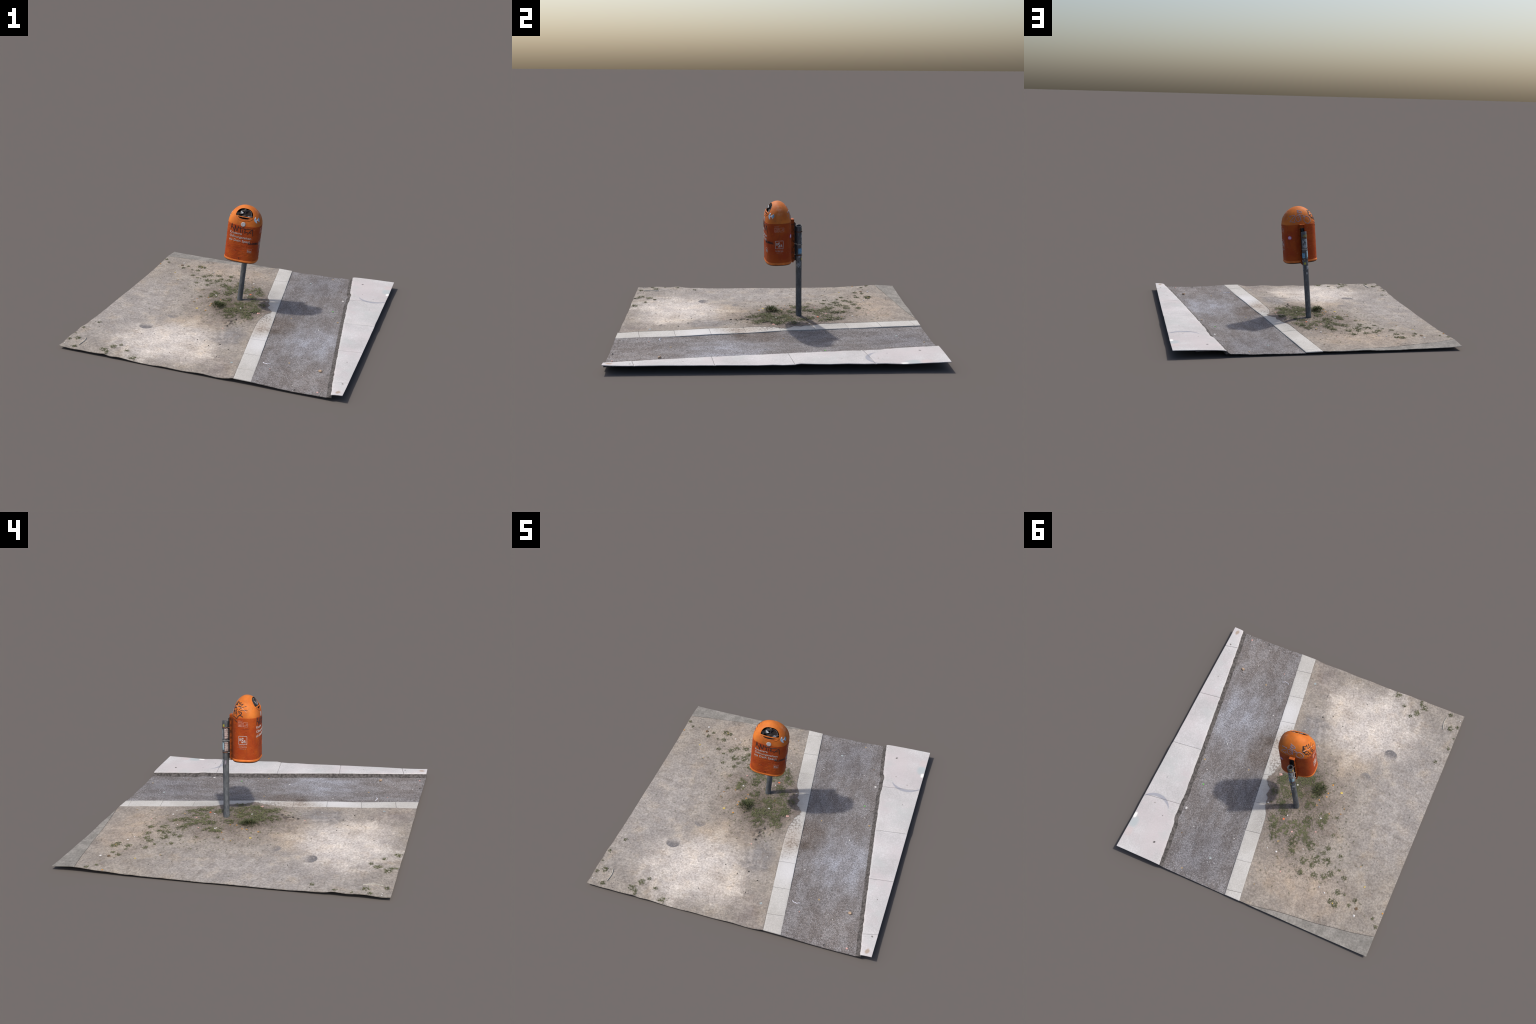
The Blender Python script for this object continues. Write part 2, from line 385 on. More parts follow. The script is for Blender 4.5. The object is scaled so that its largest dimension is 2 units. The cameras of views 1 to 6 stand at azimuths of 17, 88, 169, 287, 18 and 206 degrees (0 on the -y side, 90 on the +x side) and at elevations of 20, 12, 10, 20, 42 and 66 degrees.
DGRASS = mat_leaf("deep_green_leaf", (0.050, 0.062, 0.026), (0.130, 0.140, 0.062))

# ------------------------------------------------------------------ root
root = bpy.data.objects.new("street_litter_bin", None)
root["label"] = "orange graffitied litter bin on steel post in pavement"
root["category"] = "litter bin"
link(root)

# ------------------------------------------------------------------ ground heights
class Heights:
    """smooth surface through a few measured spot heights"""
    def __init__(self, pts, lam=2e-4):
        self.p = np.array([(a, b) for a, b, c in pts])
        z = np.array([c for a, b, c in pts])
        n = len(pts)
        K = self.k(self.p, self.p) + lam * np.eye(n)
        P = np.hstack([np.ones((n, 1)), self.p])
        A = np.block([[K, P], [P.T, np.zeros((3, 3))]])
        self.w = np.linalg.solve(A, np.concatenate([z, np.zeros(3)]))
    @staticmethod
    def k(a, b):
        r2 = ((a[:, None] - b[None]) ** 2).sum(-1)
        return np.where(r2 > 0, 0.5 * r2 * np.log(r2 + 1e-12), 0)
    def __call__(self, xy):
        xy = np.asarray(xy, float).reshape(-1, 2)
        n = len(self.p)
        return self.k(xy, self.p) @ self.w[:n] + np.hstack([np.ones((len(xy), 1)), xy]) @ self.w[n:]

YF, YB = -1.0, 0.9985
front = [(-.967, .0225), (-.881, .018), (-.813, .0205), (-.734, .018), (-.667, .0212), (-.63, .025), (-.60, .0165), (-.534, .021), (-.462, .0149),
         (-.386, .0106), (-.278, .0102), (-.219, .015), (-.138, .012), (-.049, .0131), (.035, .0188), (.124, .0146), (.201, .0158), (.262, .0285)]
back = [(-.012, .0205), (-.146, .0168), (-.244, .0184), (-.317, .0192), (-.386, .0148), (-.451, .0147), (-.54, .0145), (-.615, .0172), (-.69, .0174),
        (-.791, .0194), (-.892, .0214), (-.964, .0250)]
left = [(.853, .0335), (.785, .0305), (.739, .025), (.646, .0235), (.555, .0162), (.494, .0172), (.429, .0136), (.294, .0136), (.172, .0115), (.051, .0105),
        (-.045, .0130), (-.164, .0122), (-.27, .011), (-.431, .012), (-.5, .0145), (-.594, .0168), (-.657, .021), (-.692, .0265), (-.762, .0222),
        (-.811, .0252), (-.876, .0248), (-.94, .0192)]
spots = [(-.350, -.053, .0135), (-.773, .547, .022), (-.548, -.520, .0129), (-.048, .320, .036), (-.300, .320, .034), (-.092, .192, .036), (-.31, .24, .034),
         (-.035, .038, .0371), (-.613, .748, .024), (-.899, -.552, .017), (-.835, -.90, .025), (-.624, -.875, .024), (-.438, -.95, .017),
         (.25, -.869, .0315), (.222, -.644, .0288), (.190, -.419, .0305), (.155, -.19, .0290), (.125, .03, .0325), (.09, .27, .034), (.06, .49, .026),
         (.03, .718, .0235), (.0, .949, .0215), (-.41, -.22, .012), (-.45, .1, .016), (-.2, 0., .040), (-.12, -.12, .031), (-.25, -.2, .017),
         (-.3, .55, .027), (-.15, .75, .022), (-.7, .1, .0095), (-.7, -.3, .0085), (-.2, -.59, .0168), (0., -.5, .019),
         (-.50, -.67, .0118), (-.78, -.80, .0135), (-.10, -.67, .0105), (-.79, -.04, .0085), (-.62, .44, .0195), (-.06, -.05, .0385), (.03, -.10, .0370), (.09, .10, .0400), (-.15, .10, .0390)]
soil_h = Heights([(x, YF, z) for x, z in front] + [(x, YB, z) for x, z in back] + [(-.9655, y, z) for y, z in left] + spots)
asph_h = Heights([(.39, YF, .0265), (.509, YF, .0210), (.648, YF, .0164), (.762, YF, .0182), (.85, YF, .0200), (.91, YF, .021),
                  (.63, YB, .0205), (.53, YB, .0200), (.446, YB, .0140), (.367, YB, .0148), (.225, YB, .0118), (.11, YB, .0120),
                  (.642, .524, .0180), (.612, .308, .0132), (.591, -.059, .0150), (.400, -.716, .0238), (.755, -.691, .0210),
                  (.335, -.65, .0195), (.31, -.40, .0195), (.285, -.15, .0180), (.248, .1, .0225), (.213, .33, .0180), (.186, .52, .0160), (.142, .74, .0140), (.80, -.45, .019), (.72, .07, .0165),
                  (.35, .30, .0015), (.33, .60, .0045), (.40, .0, .0078), (.40, -.27, .0165), (.48, -.50, .0145), (.50, .25, .0065), (.45, .50, .0060), (.62, -.5, .0145), (.60, -.28, .0158), (.69, -.68, .0160), (.59, -.79, .0138)])
stone_h = Heights([(.262, YF, .0300), (.384, YF, .0290), (.25, -.869, .0325), (.361, -.847, .0290), (.222, -.644, .0300), (.325, -.623, .0245),
                   (.190, -.419, .0318), (.295, -.395, .0275), (.155, -.19, .0290), (.27, -.17, .0248), (.13, .03, .0330), (.24, .05, .0290), (.095, .27, .0300), (.205, .29, .0260),
                   (.06, .49, .0262), (.160, .508, .0232), (.0315, .718, .0240), (.1304, .735, .0222), (.0, .949, .0218), (-.011, YB, .0222), (.1015, YB, .0190)])

def xs_left(y):  return 0.1285 - 0.1392 * y      # edging stones, soil side
def xs_right(y): return 0.2427 - 0.1413 * y      # edging stones, road side
spill = [(-.24, 0), (-.16, .004), (-.07, .016), (-.015, .030), (.028, .050), (.06, .075), (.085, .078), (.11, .062), (.15, .045), (.20, .038), (.25, .030), (.312, .016), (.376, 0)]
def soil_edge(y):
    o = lerp_table(spill, y)
    o += (0.014 * fbm(y, 0.3, 1.0, 16, 4) + 0.009 * fbm(y, 2.3, 1.0, 60, 3)) * min(1, o * 25) + 0.0022 * fbm(y, 1.3, 2.0, 45, 2)
    return xs_left(y) + max(-0.001, o - 0.001)
crack_t = [(-.965, .853), (-.917, .864), (-.798, .889), (-.689, .904), (-.566, .926), (-.47, .937), (-.379, .946), (-.258, .963), (-.174, .980), (-.06, .9985), (1, .9985)]
def y_back(x): return min(YB, lerp_table(crack_t, x))
kerb_in = [(-1.0, .8972), (-.84, .8703), (-.383, .8061), (.07, .743), (.261, .718), (.426, .697), (.525, .689), (.604, .6825), (.640, .6800), (.652, .6755), (.668, .6665),
           (.732, .657), (.842, .641), (.918, .630), (.988, .6195), (1.0, .6175)]
kerb_in_z = [(-1.0, .0400), (-.84, .0410), (-.383, .0430), (.07, .0400), (.525, .0378), (.8, .040), (1.0, .0400)]
kerb_out = [(-1.0, .968), (-.36, .9667), (.1, .9642), (.56, .9615), (1.0, .9587)]
kerb_out_z = [(-1.0, .0538), (-.94, .0506), (-.85, .0485), (-.65, .0495), (-.45, .0485), (-.25, .0475), (-.12, .0455), (-.03, .048), (.03, .045), (.09, .048), (.13, .0540),
              (.20, .051), (.30, .0485), (.40, .051), (.50, .0482), (.62, .0495), (.715, .0452), (.80, .047), (.9, .0515), (1.0, .0555)]
def kerb_x(y):
    return lerp_table(kerb_in, y) + 0.0034 * fbm(y, 5.1, 0, 26, 4)

def sheet(name, P, thick, mat, parent, under=UNDER):
    """closed sheet: top grid P[j][i], its copy underneath and walls all round"""
    nj, ni = P.shape[:2]
    top = P.reshape(-1, 3)
    bot = top - np.array([0, 0, thick])
    bot[:, 2] = np.maximum(bot[:, 2], 0.0)
    V = np.concatenate([top, bot])
    N = nj * ni
    F = []
    idx = lambda j, i: j * ni + i
    for j in range(nj - 1):
        for i in range(ni - 1):
            a, b, c, d = idx(j, i), idx(j, i + 1), idx(j + 1, i + 1), idx(j + 1, i)
            F.append((a, b, c, d))
            F.append((a + N, d + N, c + N, b + N))
    ring = [idx(0, i) for i in range(ni)] + [idx(j, ni - 1) for j in range(1, nj)] + [idx(nj - 1, i) for i in range(ni - 2, -1, -1)] + [idx(j, 0) for j in range(nj - 2, 0, -1)]
    for k in range(len(ring)):
        a, b = ring[k], ring[(k + 1) % len(ring)]
        F.append((b, a, a + N, b + N))
    ob = mesh_obj(name, V, F, mat, parent)
    sharp(ob, 50)
    return ob

THICK = 0.0035
# soil -----------------------------------------------------------------
ni, nj = 200, 340
XY = np.zeros((nj, ni, 2))
for j in range(nj):
    v = j / (nj - 1)
    for i in range(ni):
        u = i / (ni - 1)
        y = YF + v * (YB - YF)
        for _ in range(2):
            x = -0.9655 + u * (soil_edge(y) + 0.9655)
            y = YF + v * (y_back(x) - 0.0015 - YF)
        XY[j, i] = (x, y)
Z = soil_h(XY).reshape(nj, ni)
ST = stone_h(XY).reshape(nj, ni)
for j in range(nj):
    for i in range(ni):
        x, y = XY[j, i]
        rough = 0.6 + 0.8 * math.exp(-((x + 0.1) ** 2 + (y - 0.15) ** 2) / 0.12)
        z = Z[j, i] + rough * (0.0022 * fbm(x, y, 0, 9, 4) + 0.0016 * fbm(x, y, 4, 38, 4) + 0.0010 * fbm(x, y, 7, 110, 2))
        # rougher crust in the trodden front part
        k = math.exp(-((x + 0.12) ** 2 + (y + 0.62) ** 2) / 0.09)
        z += 0.0022 * k * max(0, fbm(x, y, 11, 20, 4))
        over = x - xs_left(y)
        if over > -0.03:
            w = min(1, (over + 0.03) / 0.03)
            z = (1 - w) * z + w * max(z, ST[j, i] - 0.0005) if over <= 0.001 else max(z * 0.3 + 0.7 * ST[j, i], ST[j, i] + 0.0018 + 0.001 * fbm(x, y, 2, 60, 2))
        Z[j, i] = max(z, 0.0020)
soil = sheet("soil_ground", np.dstack([XY, Z]), THICK, SOIL, root)
def ground_z(x, y):
    return float(soil_h([(x, y)])[0])

# slab at the back, beyond the crack ------------------------------------
ni, nj = 150, 14
P = np.zeros((nj, ni, 3))
for i in range(ni):
    x = -0.9655 + i / (ni - 1) * (0.9655 - 0.066)
    y0 = y_back(x) + 0.0015
    for j in range(nj):
        y = y0 + (max(YB, y0 + 0.0005) - y0) * j / (nj - 1)
        P[j, i] = (x, y, 0)
P[:, :, 2] = soil_h(P[:, :, :2]).reshape(nj, ni)
for j in range(nj):
    for i in range(ni):
        x, y = P[j, i, :2]
        P[j, i, 2] += 0.0012 + 0.0008 * fbm(x, y, 3, 40, 3) - (0.0015 if j == 0 else 0)
sheet("concrete_slab", P, THICK, SLAB, root)

# dark joint filling under the crack and between the edging stones
P = np.zeros((3, 120, 3))
for i in range(120):
    x = -0.9645 + i / 119 * (0.9645 - 0.075)
    for j in range(3):
        P[j, i] = (x, min(YB - 0.001, y_back(x) + (j - 1) * 0.005), 0)
P[:, :, 2] = soil_h(P[:, :, :2]).reshape(3, 120) - 0.0022
sheet("joint_mortar", P, 0.0010, DKGREY, root)
P = np.zeros((200, 4, 3))
for j in range(200):
    y = YF + 0.004 + (YB - YF - 0.008) * j / 199
    for i in range(4):
        P[j, i] = (xs_left(y) + 0.004 + (xs_right(y) - xs_left(y) - 0.008) * i / 3, y, 0)
P[:, :, 2] = stone_h(P[:, :, :2]).reshape(200, 4) - 0.0035
sheet("joint_mortar", P, 0.0012, DKGREY, root)

# asphalt --------------------------------------------------------------
ni, nj = 110, 400
XY = np.zeros((nj, ni, 2))
for j in range(nj):
    y = YF + (YB - YF) * j / (nj - 1)
    a, b = xs_right(y) + 0.0008, kerb_x(y) + 0.004
    for i in range(ni):
        XY[j, i] = (a + (b - a) * i / (ni - 1), y)
Z = asph_h(XY).reshape(nj, ni)
for j in range(nj):
    for i in range(ni):
        x, y = XY[j, i]
        Z[j, i] += 0.0011 * fbm(x, y, 1, 14, 3) + 0.0010 * fbm(x, y, 2, 90, 3)
        Z[j, i] = max(Z[j, i], 0.0016)
sheet("asphalt_strip", np.dstack([XY, Z]), THICK, ASPH, root)

# edging stones ----------------------------------------------------------
J = [YF - 0.04] + [-0.869 + 0.2262 * k for k in range(9)] + [YB + 0.2]
for k in range(len(J) - 1):
    n_i, n_j = 14, 30
    P = np.zeros((n_j, n_i, 3))
    seed = rng.uniform(0, 50)
    dz = rng.uniform(-0.0006, 0.0006)
    for j in range(n_j):
        v = j / (n_j - 1)
        for i in range(n_i):
            u = i / (n_i - 1)
            y0, y1 = (J[k] + 0.0010 + 0.019 * u), (J[k + 1] - 0.0010 + 0.019 * u)
            if k == 0: y0 = YF
            if k == len(J) - 2: y1 = YB
            y = min(YB, max(YF, y0 + (y1 - y0) * v))
            a, b = xs_left(y), xs_right(y)
            ch = 0.0016 * fbm(y, seed, 0, 40, 2)
            x = a + (b - a) * u + (ch if i == n_i - 1 else 0) - (0.0012 * fbm(y, seed, 3, 30, 2) if i == 0 else 0)
            P[j, i] = (x, y, 0)
    P[:, :, 2] = stone_h(P[:, :, :2]).reshape(n_j, n_i) + dz
    for j in range(n_j):
        for i in range(n_i):
            x, y = P[j, i, :2]
            rim = (i in (0, n_i - 1)) or (j in (0, n_j - 1))
            P[j, i, 2] += 0.0004 * fbm(x, y, seed, 60, 2) - (0.0014 if rim and not (k == 0 and j == 0) else 0)
    sheet("edging_stone", P, 0.010 if 0 < k < len(J) - 2 else 0.005, EDGE, root)

# kerb slabs -------------------------------------------------------------
JK = [(-1.0, -1.0), (-.84, -.818), (-.383, -.361), (.070, .097), (.525, .561), (YB, YB)]
for k in range(5):
    n_i, n_j = 26, 60
    P = np.zeros((n_j, n_i, 3))
    (a0, b0), (a1, b1) = JK[k], JK[k + 1]
    seed = rng.uniform(0, 50)
    for j in range(n_j):
        v = j / (n_j - 1)
        for i in range(n_i):
            u = i / (n_i - 1)
            y0 = a0 + (b0 - a0) * u + (0.0011 if k else 0)
            y1 = a1 + (b1 - a1) * u - (0.0011 if k < 4 else 0)
            y = y0 + (y1 - y0) * v
            xa, xb = kerb_x(y), lerp_table(kerb_out, y)
            za, zb = lerp_table(kerb_in_z, y), lerp_table(kerb_out_z, y)
            x = xa + (xb - xa) * u
            w = u ** 0.5
            z = za + 0.0025 * (1 - u) + (zb - za) * w + 0.0045 * math.exp(-((x - .82) ** 2 + (y - .84) ** 2) / 0.012) + 0.0006 * fbm(x, y, seed, 12, 3)
            rim = (i == 0) or (j == 0 and k) or (j == n_j - 1 and k < 4)
            P[j, i] = (x, y, z - (0.0016 if rim else 0))
    sheet("kerb_slab", P, THICK, KERB, root)

for a0, b0 in JK[1:-1]:
    P = np.zeros((3, 20, 3))
    for j in range(3):
        for i in range(20):
            u = i / 19
            y = a0 + (b0 - a0) * u + (j - 1) * 0.006
            xa, xb = kerb_x(y) + 0.001, lerp_table(kerb_out, y) - 0.001
            za, zb = lerp_table(kerb_in_z, y), lerp_table(kerb_out_z, y)
            x = xa + (xb - xa) * u
            P[j, i] = (x, y, za + 0.0025 * (1 - u) + (zb - za) * u ** 0.5 - 0.0030)
    sheet("joint_mortar", P, 0.0018, DKGREY, root)

# dark upright face of the kerb ------------------------------------------
nj = 240
V, F = [], []
for j in range(nj):
    y = YF + (YB - YF) * j / (nj - 1)
    x = kerb_x(y)
    za = lerp_table(kerb_in_z, y) - 0.0008
    zb = float(asph_h([(x, y)])[0])
    g = 0.003 * fbm(y, 9.1, 0, 30, 3)
    for dx, z in ((0.004, za), (-0.002, za), (-0.009, za * 0.6 + zb * 0.4), (-0.018 + g * .5, za * 0.18 + zb * 0.82), (-0.027 + g, zb + 0.0004), (-0.027 + g, zb - 0.004), (0.004, zb - 0.004)):
        V.append((x + dx, y, max(0.001, z)))
for j in range(nj - 1):
    for i in range(7):
        a, b = j * 7 + i, j * 7 + (i + 1) % 7
        F.append((a, a + 7, b + 7, b))
F.append(tuple(range(7)))
F.append(tuple(range((nj - 1) * 7 + 6, (nj - 1) * 7 - 1, -1)))
sharp(mesh_obj("kerb_face", V, F, DKGREY, root), 40)

# ------------------------------------------------------------------ bin frame
B0 = Vector((-0.0495, 0.0471, 0.4287))
AX = Vector((0.0846, -0.0236, 1)).normalized()
YAW = 0.099
XX = Vector((math.cos(YAW), math.sin(YAW), 0))
XX = (XX - AX * XX.dot(AX)).normalized()
YY = AX.cross(XX)
BINM = Matrix(((XX.x, YY.x, AX.x, B0.x), (XX.y, YY.y, AX.y, B0.y), (XX.z, YY.z, AX.z, B0.z), (0, 0, 0, 1)))
A_, BF, BB, NN, HC, HD = 0.1203, 0.0894, 0.0834, 3.07, 0.2846, 0.1314
SPLIT = 0.290

def sect(t):
    """scale and superellipse exponent of the bin section at height t"""
    if t <= HC:
        return 1.0, NN
    k = min(0.9999, (t - HC) / HD)
    return math.sqrt(1 - k * k), NN + (2 - NN) * k

def on_bin(x, y, t, off=0.0):
    """push a point outward, at its height, on to the bin surface"""
    s, m = sect(t)
    b = BF if y < 0 else BB
    f = (abs(x / (A_ * s)) ** m + abs(y / (b * s)) ** m) ** (-1 / m)
    p = Vector((x * f, y * f, t))
    if off:
        p += off * bin_normal(p)
    return p

def bin_normal(p):
    def g(q):
        s, m = sect(q.z)
        b = BF if q.y < 0 else BB
        return abs(q.x / (A_ * s)) ** m + abs(q.y / (b * s)) ** m
    e = 2e-4
    g0 = [g(p + Vector(d)) - g(p - Vector(d)) for d in ((e, 0, 0), (0, e, 0), (0, 0, e))]
    n = Vector(g0)
    return n.normalized() if n.length > 0 else Vector((0, 0, 1))

def ring(t, n=144, scale=1.0, tt=None, shrink=0.0):
    s, m = sect(t)
    pts = []
    for i in range(n):
        a = TAU * i / n
        c, d = math.cos(a), math.sin(a)
        x = A_ * s * scale * math.copysign(abs(c) ** (2 / m), c)
        y = (BF if d < 0 else BB) * s * scale * math.copysign(abs(d) ** (2 / m), d)
        pts.append(Vector((x, y, t if tt is None else tt)))
    return pts

def loft(name, rings, mat, parent, cap_low=False, cap_top=False):
    n = len(rings[0])
    V = [p for r in rings for p in r]
    F = []
    for j in range(len(rings) - 1):
        for i in range(n):
            a, b = j * n + i, j * n + (i + 1) % n
            F.append((a, b, b + n, a + n))
    if cap_low: F.append(tuple(range(n - 1, -1, -1)))
    if cap_top: F.append(tuple(range((len(rings) - 1) * n, len(rings) * n)))
    return mesh_obj(name, V, F, mat, parent)

# body: the wrinkled printed foil
def wrinkle(p):
    a = math.atan2(p.y, p.x) * 0.1
    w = noise.ridged_multi_fractal(Vector((a * 26, p.z * 40, 3.0)), 1.0, 2.0, 2, 1.0, 2.0)
    side = 0.25 + 0.75 / (1 + math.exp(-(p.x + 0.055) * 60)) * (1.0 if p.y > -0.03 or p.z < 0.15 or p.x > 0.07 else 0.45)
    amt = side * 0.0018 * (0.35 + 0.65 * max(0, noise.noise(Vector((a * 14, p.z * 9, 8.0))) + 0.4))
    fade = min(1, (p.z - 0.026) / 0.02, (SPLIT - p.z) / 0.03)
    return amt * (w - 0.9) * max(0, fade)

rings = []
NB, NT = 260, 110
for j in range(NT):
    t = 0.024 + (SPLIT - 0.024) * j / (NT - 1)
    r = ring(t, NB)
    rings.append([p + bin_normal(p) * (0.0008 + wrinkle(p)) for p in r])
rings.append([on_bin(p.x, p.y, SPLIT - 0.0001, -0.001) for p in ring(SPLIT, NB)])
body = loft("bin_body", rings, WRAP, root)
body.matrix_world = BINM
def sub(ob):
    ob.parent = body
    return ob

# base rim and dark floor
def sring(sc, t): return ring(0.05, 144, sc, t)
rimp = [(0.965, 0.009), (1.006, 0.0095), (1.022, 0.0115), (1.028, 0.015), (1.026, 0.019), (1.014, 0.0225), (1.004, 0.0255), (0.97, 0.0265)]
loft("base_rim", [sring(s, t) for s, t in rimp], RIM, body)
loft("bin_floor", [sring(0.5, -0.001), sring(0.80, 0.0), sring(0.90, 0.001), sring(0.965, 0.0035), sring(0.995, 0.007), sring(1.000, 0.0105), sring(0.97, 0.02)], UNDER, body, cap_low=True)

# hood: domed cap with the slot cut in it -----------------------------------
def hood_shell(name, off, mat, t0, n=160, rows=46):
    rr = []
    for j in range(rows):
        k = j / rows
        t = t0 + (HC + HD - t0) * math.sin(k * math.pi / 2)
        r = ring(t, n)
        rr.append([p + bin_normal(p) * off for p in r])
    ob = loft(name, rr, mat, body)
    bm = bmesh.new()
    bm.from_mesh(ob.data)
    top = bm.verts.new((0, 0, HC + HD + off))
    bm.verts.ensure_lookup_table()
    last = (rows - 1) * n
    for i in range(n):
        bm.faces.new((bm.verts[last + i], bm.verts[last + (i + 1) % n], top))
    bmesh.ops.recalc_face_normals(bm, faces=bm.faces)
    bm.to_mesh(ob.data)
    bm.free()
    ob.data.polygons.foreach_set("use_smooth", [True] * len(ob.data.polygons))
    return ob

BAR = 0.3555     # height of the bar across the mouth
CX = -0.0015
def mouth_upper():
    pts = []
    for i in range(41):
        a = math.pi * i / 40
        pts.append((CX + 0.0625 * math.copysign(abs(math.cos(a)) ** 0.86, math.cos(a)), BAR - 0.0028 + 0.0505 * math.sin(a) ** 0.92))
    return pts
def mouth_lower():
    pts = []
    for i in range(31):
        a = math.pi * i / 30
        pts.append((CX + 0.0425 * math.cos(a), BAR - 0.0078 - 0.0130 * math.sin(a)))
    return pts[::-1]
def prism(name, pts, y0, y1):
    n = len(pts)
    V = [(x, y0, t) for x, t in pts] + [(x, y1, t) for x, t in pts]
    F = [tuple(range(n)), tuple(range(2 * n - 1, n - 1, -1))] + [(i, i + n, (i + 1) % n + n, (i + 1) % n) for i in range(n)]
    ob = mesh_obj(name, V, F, None, body, False)
    bm = bmesh.new()
    bm.from_mesh(ob.data)
    bmesh.ops.recalc_face_normals(bm, faces=bm.faces)
    bm.to_mesh(ob.data)
    bm.free()
    return ob

hood = hood_shell("bin_hood", 0.0, HOOD, SPLIT)
so = hood.modifiers.new("wall", 'SOLIDIFY')
so.thickness = 0.0032
so.offset = -1
cuts = [prism("cut_a", mouth_upper(), -0.2, 0.0), prism("cut_b", mouth_lower(), -0.2, 0.0)]
for c in cuts:
    b = hood.modifiers.new("cut", 'BOOLEAN')
    b.operation = 'DIFFERENCE'
    b.solver = 'EXACT'
    b.object = c
dg = bpy.context.evaluated_depsgraph_get()
nm = bpy.data.meshes.new_from_object(hood.evaluated_get(dg))
hood.modifiers.clear()
hood.data = nm
for c in cuts:
    bpy.data.objects.remove(c)
hood.data.polygons.foreach_set("use_smooth", [True] * len(hood.data.polygons))
sharp(hood, 40)
shade_shell = hood_shell("mouth_shade_shell", -0.0052, DARK, 0.27, 96, 30)  # black shell modelled inside the hood to give the mouth its baked darkness
cut = prism("cut_c", mouth_upper()[:] + [(CX - 0.05, BAR - 0.012), (CX, BAR - 0.019), (CX + 0.05, BAR - 0.012)], -0.2, 0.0)
b = shade_shell.modifiers.new("cut", 'BOOLEAN')
b.operation, b.solver, b.object = 'DIFFERENCE', 'EXACT', cut
so = shade_shell.modifiers.new("wall", 'SOLIDIFY')
so.thickness, so.offset = 0.001, -1
shade_shell.modifiers.move(1, 0)
dg = bpy.context.evaluated_depsgraph_get()
nm = bpy.data.meshes.new_from_object(shade_shell.evaluated_get(dg))
shade_shell.modifiers.clear()
shade_shell.data = nm
bpy.data.objects.remove(cut)
# sagging bag that closes the bin below the mouth
V, F = [], []
n = 64
bag_r = [ring(0.336, n, s) for s in (0.93, 0.7, 0.45, 0.22, 0.05)]
for k, r in enumerate(bag_r):
    for p in r:
        V.append((p.x, p.y, 0.336 - 0.012 * k * 0.3 + 0.008 * fbm(p.x, p.y, 5, 40, 3) + (0.0 if k else -0.012)))
for k in range(4):
    for i in range(n):
        a, b_ = k * n + i, k * n + (i + 1) % n
        F.append((a, b_, b_ + n, a + n))
F.append(tuple(range(4 * n, 5 * n)))
mesh_obj("bin_bag", V, F, DARK, body)

# ------------------------------------------------------------------ strokes, patches and lettering on the bin
def resample(pts, step):
    out = [pts[0]]
    for a, b in zip(pts[:-1], pts[1:]):
        n = max(1, int((b - a).length / step))
        out += [a.lerp(b, (k + 1) / n) for k in range(n)]
    return out

def smooth_pts(pts, it=1):
    for _ in range(it):
        q = [pts[0]]
        for a, b in zip(pts[:-1], pts[1:]):
            q += [a.lerp(b, 0.25), a.lerp(b, 0.75)]
        q.append(pts[-1])
        pts = q
    return pts

def stroke_geo(V, F, pts, width, off=0.0012, curve=0, proj=None, taper=0.0, jit=0.0):
    pts = [Vector(p) for p in pts]
    if curve: pts = smooth_pts(pts, curve)
    pts = resample(pts, 0.0025)
    P = [proj(p) for p in pts]
    n0 = len(V)
    L = len(P)
    for k, (p, nrm) in enumerate(P):
        tg = (P[min(k + 1, L - 1)][0] - P[max(k - 1, 0)][0])
        if tg.length < 1e-9: tg = Vector((0, 0, 1))
        side = nrm.cross(tg.normalized()).normalized()
        w = width * 0.5 * (1 - taper * abs(2 * k / max(1, L - 1) - 1) ** 3) * (1 + jit * noise.noise(p * 300))
        for s, o in ((-1, 0.0), (-0.8, off), (0.8, off), (1, 0.0)):
            V.append(p + side * w * s + nrm * o)
    for k in range(L - 1):
        for i in range(3):
            a = n0 + k * 4 + i
            F.append((a, a + 1, a + 5, a + 4))
    F.append((n0, n0 + 3, n0 + 2, n0 + 1))
    e = n0 + (L - 1) * 4
    F.append((e, e + 1, e + 2, e + 3))

def bin_proj(p):
    q = on_bin(p.x, p.y, p.z)
    return q, bin_normal(q)
def hood_or_body(p):
    q, n = bin_proj(p)
    return (q + n * (0.0008 if p.z < SPLIT else 0.0), n)

def strokes(name, lines, mat, width, off=0.0011, curve=0, taper=0.0, jit=0.0):
    V, F = [], []
    for ln in lines:
        w = width
        if isinstance(ln[0], (int, float)):
            w, ln = ln[0], ln[1:]
        stroke_geo(V, F, ln, w, off, curve, hood_or_body, taper, jit)
    return mesh_obj(name, V, F, mat, body, False)

def F_(x, t): # point seen from the front
    return (x, -BF * max(0.02, 1 - abs(x / A_) ** NN) ** (1 / NN), t)
def S_(y, t, side): # point seen from the side
    return (side * A_ * (1 - abs(y / (BF if y < 0 else BB)) ** NN) ** (1 / NN), y, t)

# arc length along the section, counted from the middle of the front
_arc = [(0.0, -1e-9)]
_pts = []
for i in range(-400, 401):
    a = -math.pi / 2 + math.pi * i / 400
    c, d = math.cos(a), math.sin(a)
    _pts.append(Vector((A_ * math.copysign(abs(c) ** (2 / NN), c), (BF if d < 0 else BB) * math.copysign(abs(d) ** (2 / NN), d), 0)))
_s = [0.0]
for a, b in zip(_pts[:-1], _pts[1:]):
    _s.append(_s[-1] + (b - a).length)
_s = np.array(_s) - _s[400]
_px = np.array([p.x for p in _pts])
_py = np.array([p.y for p in _pts])
def arc_point(s, t):
    return Vector((float(np.interp(s, _s, _px)), float(np.interp(s, _s, _py)), t))
def arc_of(x, y):
    return float(_s[int(np.argmin((_px - x) ** 2 + (_py - y) ** 2))])

